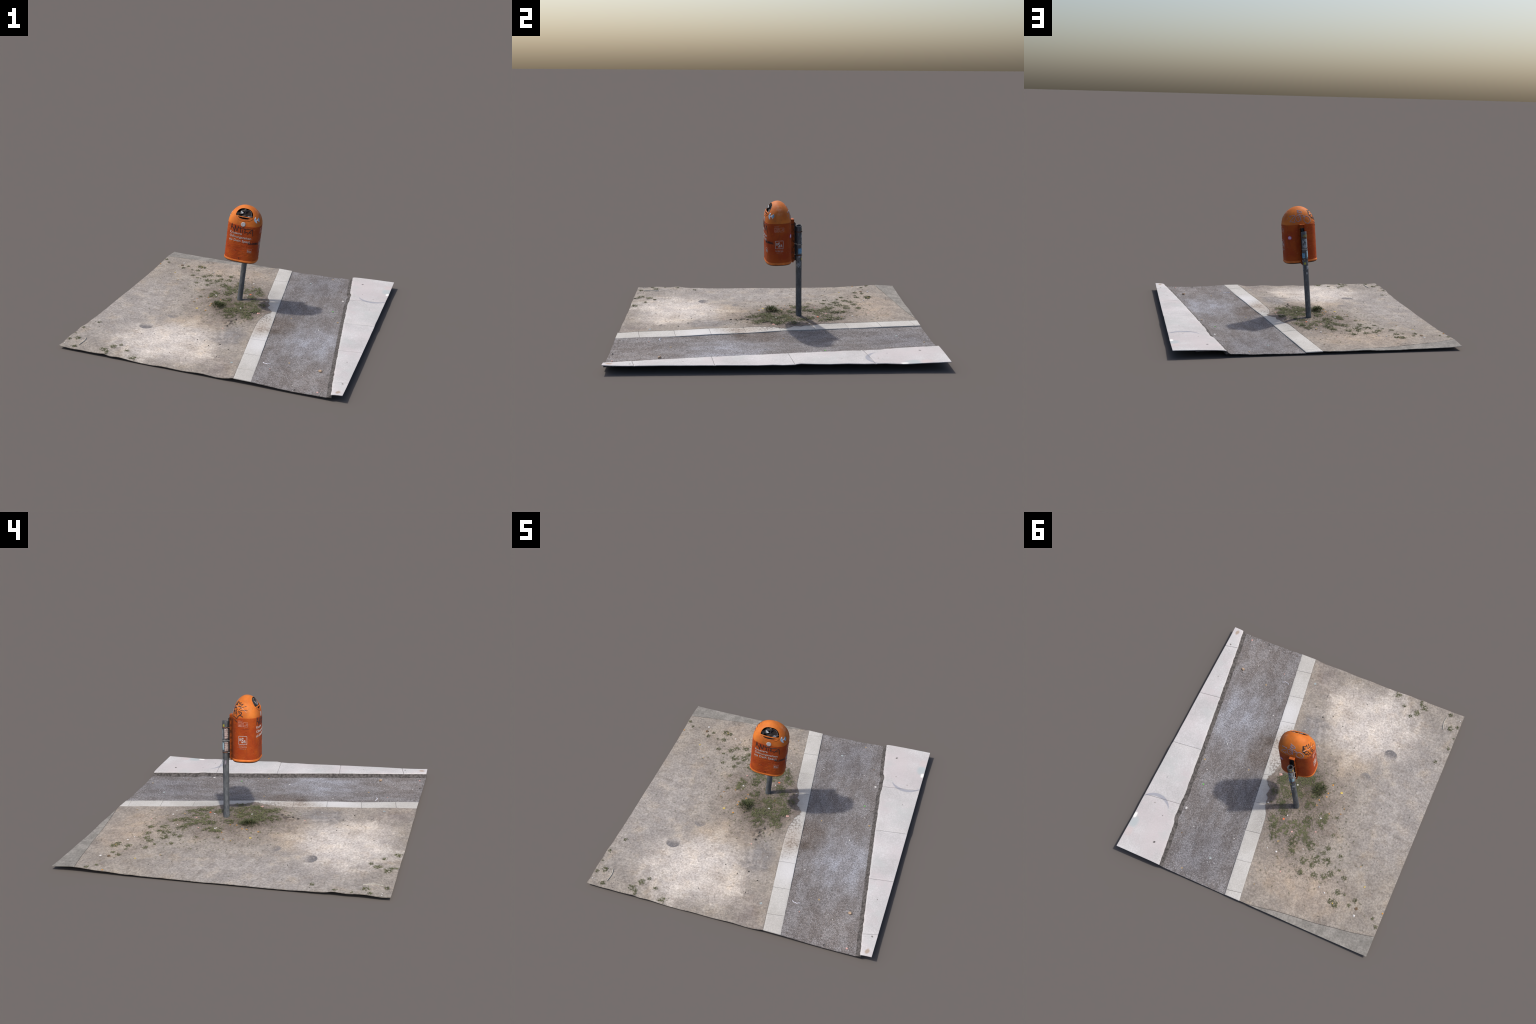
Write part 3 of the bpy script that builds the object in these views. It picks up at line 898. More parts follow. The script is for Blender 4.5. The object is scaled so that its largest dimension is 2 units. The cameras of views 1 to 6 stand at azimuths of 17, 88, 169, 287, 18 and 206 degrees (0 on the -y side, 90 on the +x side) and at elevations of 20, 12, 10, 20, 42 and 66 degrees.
def text_mesh(txt, bold=0.0):
    cu = bpy.data.curves.new("tmp", 'FONT')
    cu.body = txt
    cu.size = 1.0
    cu.offset = bold
    cu.extrude = 0.02
    cu.resolution_u = 3
    ob = link(bpy.data.objects.new("tmp", cu))
    dg = bpy.context.evaluated_depsgraph_get()
    me = bpy.data.meshes.new_from_object(ob.evaluated_get(dg))
    bpy.data.objects.remove(ob)
    bpy.data.curves.remove(cu)
    return me

def lettering(name, txt, s0, s1, t0, height, mat, bold=0.012, slope=0.0, cap=0.70, thick=0.0004):
    """word run along the bin wall from arc s0 to s1, baseline t0, capital height given"""
    me = text_mesh(txt, bold)
    bm = bmesh.new()
    bm.from_mesh(me)
    bpy.data.meshes.remove(me)
    bmesh.ops.triangulate(bm, faces=[f for f in bm.faces if len(f.verts) > 4])
    long_e = [e for e in bm.edges if e.calc_length() > 0.25]
    if long_e:
        bmesh.ops.subdivide_edges(bm, edges=long_e, cuts=2)
    xs = [v.co.x for v in bm.verts]
    x0, x1 = min(xs), max(xs)
    for v in bm.verts:
        u = (v.co.x - x0) / (x1 - x0)
        s = s0 + (s1 - s0) * u
        t = t0 + v.co.y * height / cap + slope * u
        q = arc_point(s, t)
        q, n = bin_proj(q)
        v.co = q + n * (0.0017 + (thick if v.co.z > 0 else -0.0014))
    return bm_obj(name, bm, mat, body, False)

fx = lambda x: arc_of(*F_(x, 0)[:2])
lettering("slogan_text", "Krassere", fx(-.0872), fx(.0025), .2190, .0165, WHITE, 0.006)
lettering("slogan_text", "\u00d6ffnungszeiten", fx(-.0872), fx(.0708), .1917, .0165, WHITE, 0.006)
lettering("slogan_text", "als Dein Sp\u00e4ti!", fx(-.0885), fx(.0640), .1645, .0165, WHITE, 0.006)
lettering("stamp_text", "BULLENWALL", arc_of(.0525, -.0869), arc_of(.1152, -.0446), .1550, .0150, INK, 0.03)

# handwriting on the front
ant = [[F_(-.0845, .2455), F_(-.0803, .2915), F_(-.0705, .2640), F_(-.0665, .2560)], [F_(-.0855, .2640), F_(-.0770, .2655), F_(-.0700, .2640)],
       [F_(-.0668, .2620), F_(-.0585, .2390), F_(-.0575, .2270)], [F_(-.0580, .2340), F_(-.0532, .2830), F_(-.0440, .2480), F_(-.0370, .2430), F_(-.0320, .2820)],
       [F_(-.0345, .2700), F_(-.0150, .2680), F_(.0100, .2758)], [F_(-.0175, .2775), F_(-.0140, .2620), F_(-.0110, .2500), F_(-.0128, .2360)],
       [F_(.0015, .2590), F_(.0021, .2375)], [F_(.0105, .2670), F_(.0250, .2690), F_(.0565, .2742)], [F_(.0195, .2690), F_(.0200, .2520), F_(.0202, .2340)],
       [F_(.0145, .2475), F_(.0260, .2450), F_(.0400, .2445)], [F_(.0385, .2310), F_(.0530, .2500), F_(.0689, .2710), F_(.0740, .2600), F_(.0755, .2400), F_(.0785, .2200)],
       [F_(.0470, .2445), F_(.0650, .2435)]]
strokes("marker_scrawl", ant, INK, 0.0044, jit=0.35)
strokes("marker_scrawl", [[0.0052, F_(-.0532, .2700), F_(-.0535, .2810)], [0.0048, F_(.0470, .2445), F_(.055, .247)], [0.005, F_(.0105, .2665), F_(.016, .268)]], INK, 0.004)

# side marks, mirrored on both flanks
for side in (1, -1):
    q = lambda y, t: S_(side * y + (0.0 if side > 0 else -0.0065), t, side)
    def box(y0, y1, t0, t1): return [q(y0, t0), q(y1, t0), q(y1, t1), q(y0, t1), q(y0, t0)]
    mat = WHITE
    strokes("logo_frame", [box(-.0345, .0172, .1238, .1755)], mat, 0.0026)
    def word(nm, txt, y0, y1, t0, h, m, bold=0.012):
        a, b = (arc_of(*q(y0, 0)[:2]), arc_of(*q(y1, 0)[:2]))
        lettering(nm, txt, a, b, t0, h, m, bold)
    word("logo_letter", "B", -.0295, -.0195, .1460, .0165, mat, 0.03)
    word("logo_letter", "S", -.0180, -.0035, .1335, .0320, mat, 0.025)
    word("logo_letter", "R", -.0005, .0120, .1335, .0180, mat, 0.03)
    word("service_text", "Service Center", -.0345, .0168, .1115, .0052, FADED, 0.0)
    word("service_text", "030 7592 4900", -.0345, .0168, .1025, .0055, FADED if side < 0 else WHITE, 0.0)
    word("service_text", "www.bsr.de", -.0290, .0100, .0930, .0048, FADED, 0.0)
    strokes("pictogram_frame", [box(-.0380, -.0110, .2362, .2630), box(-.0045, .0228, .2362, .2630)], FADED, 0.0017)
    pic = [[q(-.033, .241), q(-.016, .241)], [q(-.033, .246), q(-.017, .2455)], [q(-.031, .251), q(-.028, .256), q(-.024, .252)],
           [q(-.021, .254), q(-.017, .258), q(-.0145, .254), q(-.018, .251), q(-.021, .254)], [q(-.031, .241), q(-.030, .250)], [q(-.018, .241), q(-.019, .248)],
           [q(-.002, .243), q(.006, .244), q(.016, .246), q(.020, .249)], [q(.010, .257), q(.014, .254), q(.012, .250), q(.018, .247)], [q(.017, .256), q(.0195, .250)]]
    strokes("pictogram", pic, FADED, 0.0017)
    cap_l = [[q(-.038 + 0.0042 * k, .2695), q(-.038 + 0.0042 * k, .2745 - 0.002 * (k % 2)), q(-.0355 + 0.0042 * k, .2722)] for k in range(7)]
    strokes("caption_print", cap_l, FADED, 0.0013)
# little faded logo low on the front and a smudge on the left flank
strokes("logo_frame", [[F_(.0520, .0900), F_(.0820, .0900), F_(.0825, .1190), F_(.0510, .1185), F_(.0520, .0900)]], FADED, 0.0011)
lettering("logo_letter", "BSR", fx(.0540), fx(.0800), .0960, .0135, WHITE, 0.0, slope=-0.004)
strokes("pen_note", [[S_(.002 - 0.0058 * k, .2188 + 0.001 * (k % 2), -1), S_(-.002 - 0.0058 * k, .2205, -1)] for k in range(7)], INK, 0.0012)

# silver tag on the back of the hood
Z = [(.0776, .0547, .3532), (.0600, .0610, .3570), (.0369, .0662, .3593), (.0600, .0690, .3360), (.0864, .0672, .3126), (.0667, .0749, .3150), (.0446, .0804, .3050), (.0503, .0755, .3276)]
sil = [[0.0050, (.0790, .0540, .3530), (.0700, .0590, .3520)], Z,
       [(.0408, .0744, .3400), (.0400, .0775, .3300), (.0330, .0800, .3150), (.0251, .0814, .3105), (.0120, .0812, .3150), (.0043, .0778, .3328), (.0080, .0730, .3500), (.0199, .0698, .3557), (.0340, .0690, .3500), (.0408, .0744, .3371)],
       [(.0189, .0753, .3460), (.0200, .0765, .3400), (.0253, .0770, .3381)], [0.004, (.0190, .0790, .3330), (.0170, .0800, .3300)],
       [0.0042, (.0098, .0666, .3638), (.0030, .0700, .3550), (-.0009, .0749, .3425), (.0010, .0800, .3250), (.0016, .0813, .3141)],
       [(.0240, .0640, .3660), (.0080, .0680, .3600), (-.0065, .0685, .3601), (-.0180, .0700, .3550), (-.0279, .0721, .3479), (-.0116, .0754, .3404)],
       [0.0044, (-.0270, .0740, .3420), (-.0448, .0694, .3495), (-.0600, .0690, .3400), (-.0700, .0710, .3250), (-.0724, .0729, .3154), (-.0680, .0760, .3020), (-.0560, .0800, .2935), (-.0460, .0816, .2918), (-.0300, .0825, .3030), (-.0207, .0807, .3154), (-.0240, .0780, .3330), (-.0380, .0710, .3480)],
       [0.0045, (-.0540, .0770, .3175), (-.0565, .0772, .3150)],
       [0.0045, (.0190, .0450, .3935), (.0030, .0500, .3880), (-.0105, .0562, .3820), (-.0143, .0618, .3728), (-.0060, .0628, .3710), (.0090, .0590, .3760), (.0215, .0533, .3847), (.0060, .0530, .3850)],
       [(.0215, .0590, .3760), (.0060, .0645, .3690), (-.0029, .0626, .3716)]]
strokes("silver_tag", sil, SILVER, 0.0033, curve=1, jit=0.3)
# black brush tag on the left shoulder of the hood
tag = [[0.0110, (-.0600, .0371, .3850), (-.0655, .0420, .3780), (-.0670, .0500, .3690), (-.0640, .0600, .3560)], [0.0040, (-.0617, .0371, .3850), (-.0790, .0313, .3760)],
       [0.0085, (-.0770, .0330, .3750), (-.0814, .0165, .3800)], [0.0090, (-.0680, .0490, .3690), (-.0791, .0422, .3669)],
       [0.0090, (-.0650, .0620, .3540), (-.0740, .0610, .3480), (-.0809, .0580, .3442)], [0.0060, (-.0800, .0580, .3450), (-.0839, .0490, .3540), (-.0945, .0448, .3454)],
       [0.0042, (-.0880, .0300, .3660), (-.0890, .0180, .3710), (-.0885, .0026, .3742)], [0.0035, (-.0885, .0040, .3735), (-.0950, .0160, .3620), (-.0984, .0240, .3560)],
       [0.0055, (-.0885, .0360, .3600), (-.0960, .0240, .3590), (-.1020, .0120, .3520)], [0.0048, (-.0972, -.0181, .3606), (-.0990, -.0080, .3600)],
       [0.0034, (-.1000, -.0060, .3590), (-.1020, .0050, .3550), (-.1017, .0200, .3480), (-.1040, .0326, .3360)],
       [0.0035, (-.1075, -.0270, .3390), (-.1090, .0000, .3390), (-.1099, .0117, .3379), (-.1095, .0250, .3310), (-.1081, .0379, .3270)],
       [0.0055, (-.1100, .0300, .3270), (-.1138, .0109, .3270), (-.1160, .0110, .3170), (-.1165, .0200, .3080), (-.1160, .0300, .3020), (-.1140, .0400, .2950)],
       [0.0055, (-.1168, .0298, .3060), (-.1185, .0150, .3070), (-.1195, .0003, .2969)], [0.0044, (-.1170, .0300, .2960), (-.1157, .0398, .2865), (-.1072, .0544, .2939)],
       [0.0036, (-.1087, .0542, .2796), (-.1166, .0381, .2641)], [0.0050, (-.0720, .0620, .3450), (-.0800, .0610, .3390), (-.0857, .0639, .3250)],
       [0.0062, (-.0860, .0600, .3340), (-.0936, .0576, .3258), (-.0908, .0621, .3203)], [0.0045, (-.1000, .0372, .3446), (-.0975, .0498, .3339)],
       [0.0045, (-.0960, .0500, .3380), (-.1033, .0440, .3304), (-.1077, .0483, .3121)], [0.0040, (-.1030, .0480, .3250), (-.1109, .0389, .3171), (-.1120, .0430, .3030)],
       [0.0036, (-.1127, .0300, .3237), (-.1160, .0200, .3150)], [0.0036, (-.0946, .0652, .2994), (-.1000, .0610, .2960), (-.1076, .0541, .2941)], [0.0045, (-.0920, .0560, .3350), (-.0990, .0530, .3230), (-.1010, .0560, .3110)]]
strokes("brush_tag", tag, INK, 0.0044, curve=1, taper=0.35, jit=0.4)
strokes("long_scratch", [[(-.0630, .0620, .3545), (-.0840, .0460, .3580), (-.0990, .0120, .3520), (-.1134, -.0202, .3263)]], SCRATCH, 0.0018, off=0.0016)

def patch(name, outline, mat, off=0.0008, cuts=3):
    """thin sticker: outline points on the bin, filled and laid on the surface"""
    bm = bmesh.new()
    vs = [bm.verts.new(p) for p in outline]
    c = bm.verts.new(sum((Vector(p) for p in outline), Vector()) / len(outline))
    for i in range(len(vs)):
        bm.faces.new((c, vs[i], vs[(i + 1) % len(vs)]))
    bmesh.ops.subdivide_edges(bm, edges=bm.edges, cuts=cuts, use_grid_fill=True)
    bmesh.ops.recalc_face_normals(bm, faces=bm.faces)
    nrm = {}
    for v in bm.verts:
        q, n = hood_or_body(v.co)
        nrm[v] = n
        v.co = q + n * off
    r = bmesh.ops.extrude_face_region(bm, geom=list(bm.faces))
    for v in [g for g in r["geom"] if isinstance(g, bmesh.types.BMVert)]:
        v.co = v.co + bin_normal(v.co) * 0.0003
    return bm_obj(name, bm, mat, body)

def disc(name, c, r, mat, off=0.0008, n=28):
    q, nr = hood_or_body(Vector(c))
    u = nr.cross(Vector((0, 0, 1))).normalized()
    v = nr.cross(u)
    return patch(name, [q + (u * math.cos(TAU * i / n) + v * math.sin(TAU * i / n)) * r for i in range(n)], mat, off)

disc("round_sticker", (.0018, -.0889, .2992), .0172, HOLO)
disc("pink_sticker", (.0905, .0692, .1970), .0145, PINK)
disc("pink_sticker_print", (.0905, .0692, .1970), .0110, PINKIN, 0.0014)
patch("torn_sticker", [(.0789, -.0540, .3577), (.0745, -.0610, .3530), (.0718, -.0695, .3398), (.0770, -.0710, .3290), (.0860, -.0690, .3205), (.0961, -.0645, .3152), (.0935, -.0620, .3250), (.0860, -.0607, .3396), (.0825, -.0580, .3480)], TORN)
patch("torn_sticker", [(.0960, -.0394, .3520), (.0905, -.0530, .3420), (.0860, -.0610, .3345), (.0947, -.0558, .3345), (.0990, -.0530, .3300), (.1059, -.0489, .3219), (.1065, -.0430, .3300), (.1057, -.0364, .3366), (.1020, -.0370, .3450)], TORN)
patch("blue_smear", [(.0230, .0500, .3880), (.0200, .0480, .3900), (.0900, .0460, .3400), (.0930, .0470, .3330), (.0900, .0510, .3330)][2:], SILVER)
# specks and the bolt at the foot of the front
for c, r in (((-.0032, -.0891, .0391), .0036), ((.1149, -.0343, .3101), .0018), ((.1143, .0439, .1151), .0012), ((.108, -.030, .330), .0013), ((.113, .010, .315), .0013), ((-.085, -.050, .345), .0014), ((-.0975, -.030, .345), .0012)):
    disc("dark_speck", c, r, INK, 0.0012, 12)
disc("bolt_hole", (-.0032, -.0891, .0391), .0022, DARK, 0.0020, 12)

# lip round the mouth, bar edge
lip = []
n = 60
for i in range(n + 1):
    a = TAU * i / n
    rx, up, dn = 0.0655, 0.0495, 0.0305
    x = CX + rx * math.cos(a)
    t = BAR + (up if math.sin(a) > 0 else dn) * math.sin(a)
    lip.append(F_(x, t) if t < HC else (x, -BF * 0.9, t))
def front_proj(p):
    """lay (x, t) on the front of the hood, looking straight at it"""
    s, m = sect(p.z)
    f = max(0.0, 1 - abs(p.x / (A_ * s)) ** m) ** (1 / m)
    q = Vector((p.x, -BF * s * f, p.z))
    return q, bin_normal(q)
V, F = [], []
stroke_geo(V, F, [p for p in lip if p[2] < BAR - 0.005], 0.0030, 0.0020, 0, front_proj)
mesh_obj("mouth_lip", V, F, HOOD, body)
V, F = [], []
stroke_geo(V, F, [(CX + 0.0605 * math.cos(math.pi + math.pi * i / 30), 0, BAR - 0.0255 * math.sin(math.pi * i / 30)) for i in range(31)], 0.0012, 0.0004, 0, front_proj)
mesh_obj("mouth_groove", V, F, plain("groove_dirt", (0.26, 0.065, 0.015), 0.8), body)
V, F = [], []
stroke_geo(V, F, [(CX - 0.060 + 0.120 * i / 30, 0, BAR - 0.0053) for i in range(31)], 0.0042, 0.0016, 0, front_proj)
mesh_obj("mouth_bar", V, F, HOOD, body)

# rubbish in the mouth ----------------------------------------------------
def revolve(name, prof, n, mat, parent, M=None):
    V, F = [], []
    for r, z in prof:
        for i in range(n):
            a = TAU * i / n
            V.append(Vector((r * math.cos(a), r * math.sin(a), z)))
    for j in range(len(prof) - 1):
        for i in range(n):
            a, b_ = j * n + i, j * n + (i + 1) % n
            F.append((a, b_, b_ + n, a + n))
    F.append(tuple(range(n - 1, -1, -1)))
    F.append(tuple(range((len(prof) - 1) * n, len(prof) * n)))
    if M: V = [M @ v for v in V]
    ob = mesh_obj(name, V, F, mat, parent)
    sharp(ob, 45)
    return ob
CUP = plain("smoky_cup", (0.085, 0.078, 0.088), 0.6, 0.4, 80)
CUPIN = plain("cup_inside", (0.018, 0.013, 0.012), 0.95, 0.4, 60)
Mc = Matrix.Translation((.024, -.040, .362)) @ Matrix.Rotation(math.radians(62), 4, 'X') @ Matrix.Rotation(math.radians(-8), 4, 'Y')
revolve("paper_cup", [(.019, -.035), (.0245, 0.012), (.0262, .0125), (.0266, .0150), (.0250, .0160), (.0225, .0135), (.0215, .0060)], 36, CUP, body, Mc)
revolve("cup_bottom", [(.0214, .0066), (.0212, .0084), (.0120, .0078), (.0100, .0070)], 32, CUPIN, body, Mc)
def crumple(name, c, r, mat, seed, sq=(1, 1, 1), sub_=2):
    bm = bmesh.new()
    bmesh.ops.create_icosphere(bm, subdivisions=sub_, radius=1)
    for v in bm.verts:
        d = v.co.normalized()
        k = 1 + 0.45 * noise.noise(d * 1.6 + Vector((seed, 0, 0))) + 0.25 * noise.noise(d * 4 + Vector((0, seed, 0)))
        v.co = Vector((d.x * sq[0], d.y * sq[1], d.z * sq[2])) * r * k + Vector(c)
    return bm_obj(name, bm, mat, body, False)
CARD = plain("pale_carton", (0.42, 0.43, 0.44), 0.5, 0.2)
KHAKI = plain("crumpled_wrapper", (0.075, 0.068, 0.06), 0.8, 0.5, 120)
bm = bmesh.new()
bmesh.ops.create_cube(bm, size=1, matrix=Matrix.Translation((-.022, -.034, .365)) @ Matrix.Rotation(0.6, 4, 'Y') @ Matrix.Rotation(-0.5, 4, 'X') @ Matrix.Rotation(0.7, 4, 'Z') @ Matrix.Diagonal((.034, .026, .040, 1)))
bmesh.ops.bevel(bm, geom=list(bm.edges), offset=0.001, segments=1, affect='EDGES')
bm_obj("milk_carton", bm, plain("dark_carton", (0.022, 0.022, 0.024), 0.7, 0.5), body, False)
bm = bmesh.new()
tri = [Vector((-.0330, -.0540, .3870)), Vector((-.0090, -.0580, .3740)), Vector((-.0240, -.0640, .3680))]
vs = [bm.verts.new(p) for p in tri]
f = bm.faces.new(vs)
r = bmesh.ops.extrude_face_region(bm, geom=[f])
for v in [g for g in r["geom"] if isinstance(g, bmesh.types.BMVert)]:
    v.co += Vector((0.001, 0.003, -0.002))
bm_obj("paper_flap", bm, CARD, body, False)
crumple("crumpled_wrapper", (-.004, -.038, .388), .011, KHAKI, 3)
crumple("crumpled_wrapper", (-.048, -.045, .350), .020, DARK, 8)
crumple("crumpled_wrapper", (.047, -.050, .3560), .0070, CARD, 12, (1, 1, .8))
crumple("crumpled_wrapper", (.033, -.060, .3530), .0080, plain("shiny_foil", (0.22, 0.24, 0.28), 0.7, 0.4, 120), 17, (1.5, .7, .6))
crumple("crumpled_wrapper", (.0, -.050, .348), .018, plain("brown_wrapper", (0.030, 0.025, 0.023), 0.5, 0.4), 23, (1.6, .8, .7))
V, F = [], []
stroke_geo(V, F, [(CX + 0.0425 * math.cos(math.pi * i / 20), 0, BAR - 0.0078 - 0.0130 * math.sin(math.pi * i / 20)) for i in range(21)], 0.0012, 0.0012, 0, front_proj)
mesh_obj("slot_lip", V, F, RIM, body)

# ------------------------------------------------------------------ bracket (orange channel) and steel rail
def box_bm(bm, c, s, M=None):
    m = Matrix.Translation(c) @ Matrix.Diagonal((*s, 1))
    return bmesh.ops.create_cube(bm, size=1, matrix=(M @ m if M else m))

def flange(x):
    """side cheek of the channel with a row of slots punched through it"""
    y0, y1, t0, t1 = 0.074, 0.108, 0.001, 0.290
    bm = bmesh.new()
    ys = [y0, 0.0985, 0.1025, y1]
    ts = [t0]
    for k in range(7):
        c = 0.021 + k * 0.0395
        ts += [c - 0.0080, c + 0.0080]
    ts.append(t1)
    vs = [[bm.verts.new((x, y, t)) for y in ys] for t in ts]
    for j in range(len(ts) - 1):
        for i in range(3):
            if i == 1 and j % 2 == 1:
                continue
            bm.faces.new((vs[j][i], vs[j][i + 1], vs[j + 1][i + 1], vs[j + 1][i]))
    bmesh.ops.solidify(bm, geom=list(bm.faces), thickness=0.0028)
    bmesh.ops.recalc_face_normals(bm, faces=bm.faces)
    return bm_obj("bracket_flange", bm, BRACK, body, False)
flange(-0.0155)
flange(0.0205)
bm = bmesh.new()
box_bm(bm, (0.0025, 0.0835, 0.146), (0.0335, 0.004, 0.289))
box_bm(bm, (0.0025, 0.0910, 0.2895), (0.0385, 0.032, 0.003))
bmesh.ops.bevel(bm, geom=list(bm.edges), offset=0.0008, segments=2, affect='EDGES')
bm_obj("mounting_bracket", bm, BRACK, body, False)
bm = bmesh.new()
vs = [bm.verts.new(p) for p in ((-.018, .078, .003), (.023, .078, .003), (.020, .104, -.004), (-.014, .104, -.004), (-.006, .098, -.012), (.011, .098, -.012))]
bmesh.ops.convex_hull(bm, input=vs)
bm_obj("bracket_foot", bm, BRACK, body, False)
for y, t in ((.0905, .2560), (.0905, .060)):
    for x in (-.0175, .0225):
        M = Matrix.Translation((x, y, t)) @ Matrix.Rotation(math.pi / 2, 4, 'Y')
        revolve("bracket_bolt", [(.0030, -.0022), (.0030, .0016), (.0018, .0022)], 10, RAIL, body, M)
# steel rail: a pair of perforated straps behind the channel
for x in (-.0085, .0135):
    bm = bmesh.new()
    ys = [0.096, 0.1105, 0.1145, 0.1185]
    ts = [0.004]
    for k in range(8):
        c = 0.018 + k * 0.0335
        ts += [c - 0.006, c + 0.006]
    ts.append(0.264)
    vs = [[bm.verts.new((x, y, t)) for y in ys] for t in ts]
    for j in range(len(ts) - 1):
        for i in range(3):
            if i == 1 and j % 2 == 1: continue
            bm.faces.new((vs[j][i], vs[j][i + 1], vs[j + 1][i + 1], vs[j + 1][i]))
    bmesh.ops.solidify(bm, geom=list(bm.faces), thickness=0.0022)
    bmesh.ops.recalc_face_normals(bm, faces=bm.faces)
    bm_obj("rail_strap", bm, RAIL, body, False)
bm = bmesh.new()
box_bm(bm, (0.0025, 0.0985, 0.134), (0.020, 0.003, 0.260))
bm_obj("steel_rail", bm, RAIL, body, False)

# ------------------------------------------------------------------ post
PB, PT = Vector((-0.0943, 0.1928, 0.0300)), Vector((-0.0386, 0.1812, 0.6745))
PAX = (PT - PB).normalized()
PX = Vector((1, 0, 0)); PX = (PX - PAX * PX.dot(PAX)).normalized()
PY = PAX.cross(PX)
L0 = (PT - PB).length
foot = -PB.z / PAX.z * 1.0
PM = Matrix(((PX.x, PY.x, PAX.x, PB.x), (PX.y, PY.y, PAX.y, PB.y), (PX.z, PY.z, PAX.z, PB.z), (0, 0, 0, 1)))
R = 0.0199
def pole_r(a, z):
    return R + 0.0002 * noise.noise(Vector((math.cos(a), math.sin(a), z * 20)))
V, F = [], []
n = 48
prof = [(1.0, foot + 0.0015), (1.0, 0.0)] + [(1.0, L0 * k / 30) for k in range(1, 30)] + [(1.0, L0 - 0.001), (0.97, L0), (0.84, L0), (0.82, L0 - 0.001), (0.82, L0 - 0.10)]
for s, z in prof:
    for i in range(n):
        a = TAU * i / n
        top = 0.0 if z < L0 - 0.02 or z < L0 - 0.05 else 0.0035 * math.cos(a - 2.4)   # slightly slanted, dented cut
        V.append(((pole_r(a, z) * s) * math.cos(a), (pole_r(a, z) * s) * math.sin(a), z + top))
for j in range(len(prof) - 1):
    for i in range(n):
        a, b_ = j * n + i, j * n + (i + 1) % n
        F.append((a, b_, b_ + n, a + n))
F.append(tuple(range(n - 1, -1, -1)))
F.append(tuple(range((len(prof) - 1) * n, len(prof) * n)))
pole = mesh_obj("steel_post", V, F, POLE, root)
pole.matrix_world = PM
sharp(pole, 50)
# soil collar at the foot
def cyl_patch(name, a0, a1, z0, z1, mat, off=0.0007, ragged=0.0, seed=0.0):
    """sticker wrapped on the post (angles in degrees, 0 = +x, 90 = +y)"""
    na, nz = 14, 10
    V, F = [], []
    for lay in (0, 1):
        for j in range(nz):
            for i in range(na):
                u, v = i / (na - 1), j / (nz - 1)
                a = math.radians(a0 + (a1 - a0) * u)
                z = z0 + (z1 - z0) * v
                if ragged:
                    e = ragged * fbm(u * 3 + seed, v * 3, seed, 2.0, 3)
                    a += e * 12 * (1 if i in (0, na - 1) else 0)
                    z += e * (1 if j in (0, nz - 1) else 0)
                r = R + 0.0003 + off * lay
                V.append((r * math.cos(a), r * math.sin(a), z))
    N = na * nz
    idx = lambda j, i: j * na + i
    for j in range(nz - 1):
        for i in range(na - 1):
            a, b, c, d = idx(j, i), idx(j, i + 1), idx(j + 1, i + 1), idx(j + 1, i)
            F += [(a + N, b + N, c + N, d + N), (a, d, c, b)]
    rg = [idx(0, i) for i in range(na)] + [idx(j, na - 1) for j in range(1, nz)] + [idx(nz - 1, i) for i in range(na - 2, -1, -1)] + [idx(j, 0) for j in range(nz - 2, 0, -1)]
    for k in range(len(rg)):
        a, b = rg[k], rg[(k + 1) % len(rg)]
        F.append((a, b, b + N, a + N))
    return mesh_obj(name, V, F, mat, pole)
h = lambda z: (z - PB.z) / PAX.z
for k, z in enumerate((0.6345, 0.5480, 0.4720)):
    zz = h(z)
    ob = revolve("strap_band", [(R + .0002, -.0034), (R + .0016, -.0030), (R + .0016, .0030), (R + .0002, .0034)], 48, RUST if k != 1 else STRAP, pole, Matrix.Translation((0, 0, zz)))
    # screw housing of the clamp and the tongue to the rail
    bm = bmesh.new()
    for ang, sz in ((70, (.006, .009, .007)), (-100, (.010, .020, .005))):
        a = math.radians(ang)
        M = Matrix.Translation((math.cos(a) * (R + (.002 if ang > 0 else .006)), math.sin(a) * (R + (.002 if ang > 0 else .006)), zz)) @ Matrix.Rotation(a, 4, 'Z')
        box_bm(bm, (0, 0, 0), sz if ang > 0 else (.016, .020, .005), M)
    bmesh.ops.bevel(bm, geom=list(bm.edges), offset=0.0008, segments=1, affect='EDGES')
    bm_obj("clamp_screw", bm, STRAP if k else RUST, pole, False)
cyl_patch("paper_sticker", 178, 258, h(.560), h(.627), PAPER, ragged=.004, seed=1)
cyl_patch("paper_sticker", 178, 256, h(.478), h(.538), PAPER, ragged=.004, seed=5)
cyl_patch("blue_sticker", -12, 78, h(.484), h(.520), BLUE, ragged=.004, seed=8)
cyl_patch("torn_label", 40, 150, h(.555), h(.622), GREYP, ragged=.006, seed=2)
cyl_patch("torn_label", 60, 120, h(.636), h(.655), plain("stained_label", (0.20, 0.17, 0.07), 0.8, 0.4), ragged=.004, seed=3)
cyl_patch("torn_label", -60, 35, h(.383), h(.430), GREYP, ragged=.008, seed=11)
cyl_patch("torn_label", 95, 150, h(.395), h(.425), GREYP, ragged=.006, seed=12)
cyl_patch("torn_label", 85, 110, h(.365), h(.380), plain("pale_label", (0.30, 0.32, 0.34), 0.8), ragged=.004, seed=13)
cyl_patch("small_label", -8, 28, h(.458), h(.468), plain("pale_label", (0.34, 0.34, 0.38), 0.7), ragged=.002, seed=14)
cyl_patch("yellow_dot", 48, 88, h(.437), h(.452), YEL, ragged=.003, seed=15)
cyl_patch("yellow_dot", 150, 180, h(.640), h(.655), YEL, ragged=.004, seed=16)
cyl_patch("torn_label", 176, 206, h(.392), h(.420), plain("mauve_label", (0.24, 0.22, 0.26), 0.7), ragged=.005, seed=17)
cyl_patch("small_label", 110, 165, h(.485), h(.535), plain("pale_blue_label", (0.25, 0.36, 0.42), 0.7), ragged=.006, seed=18)

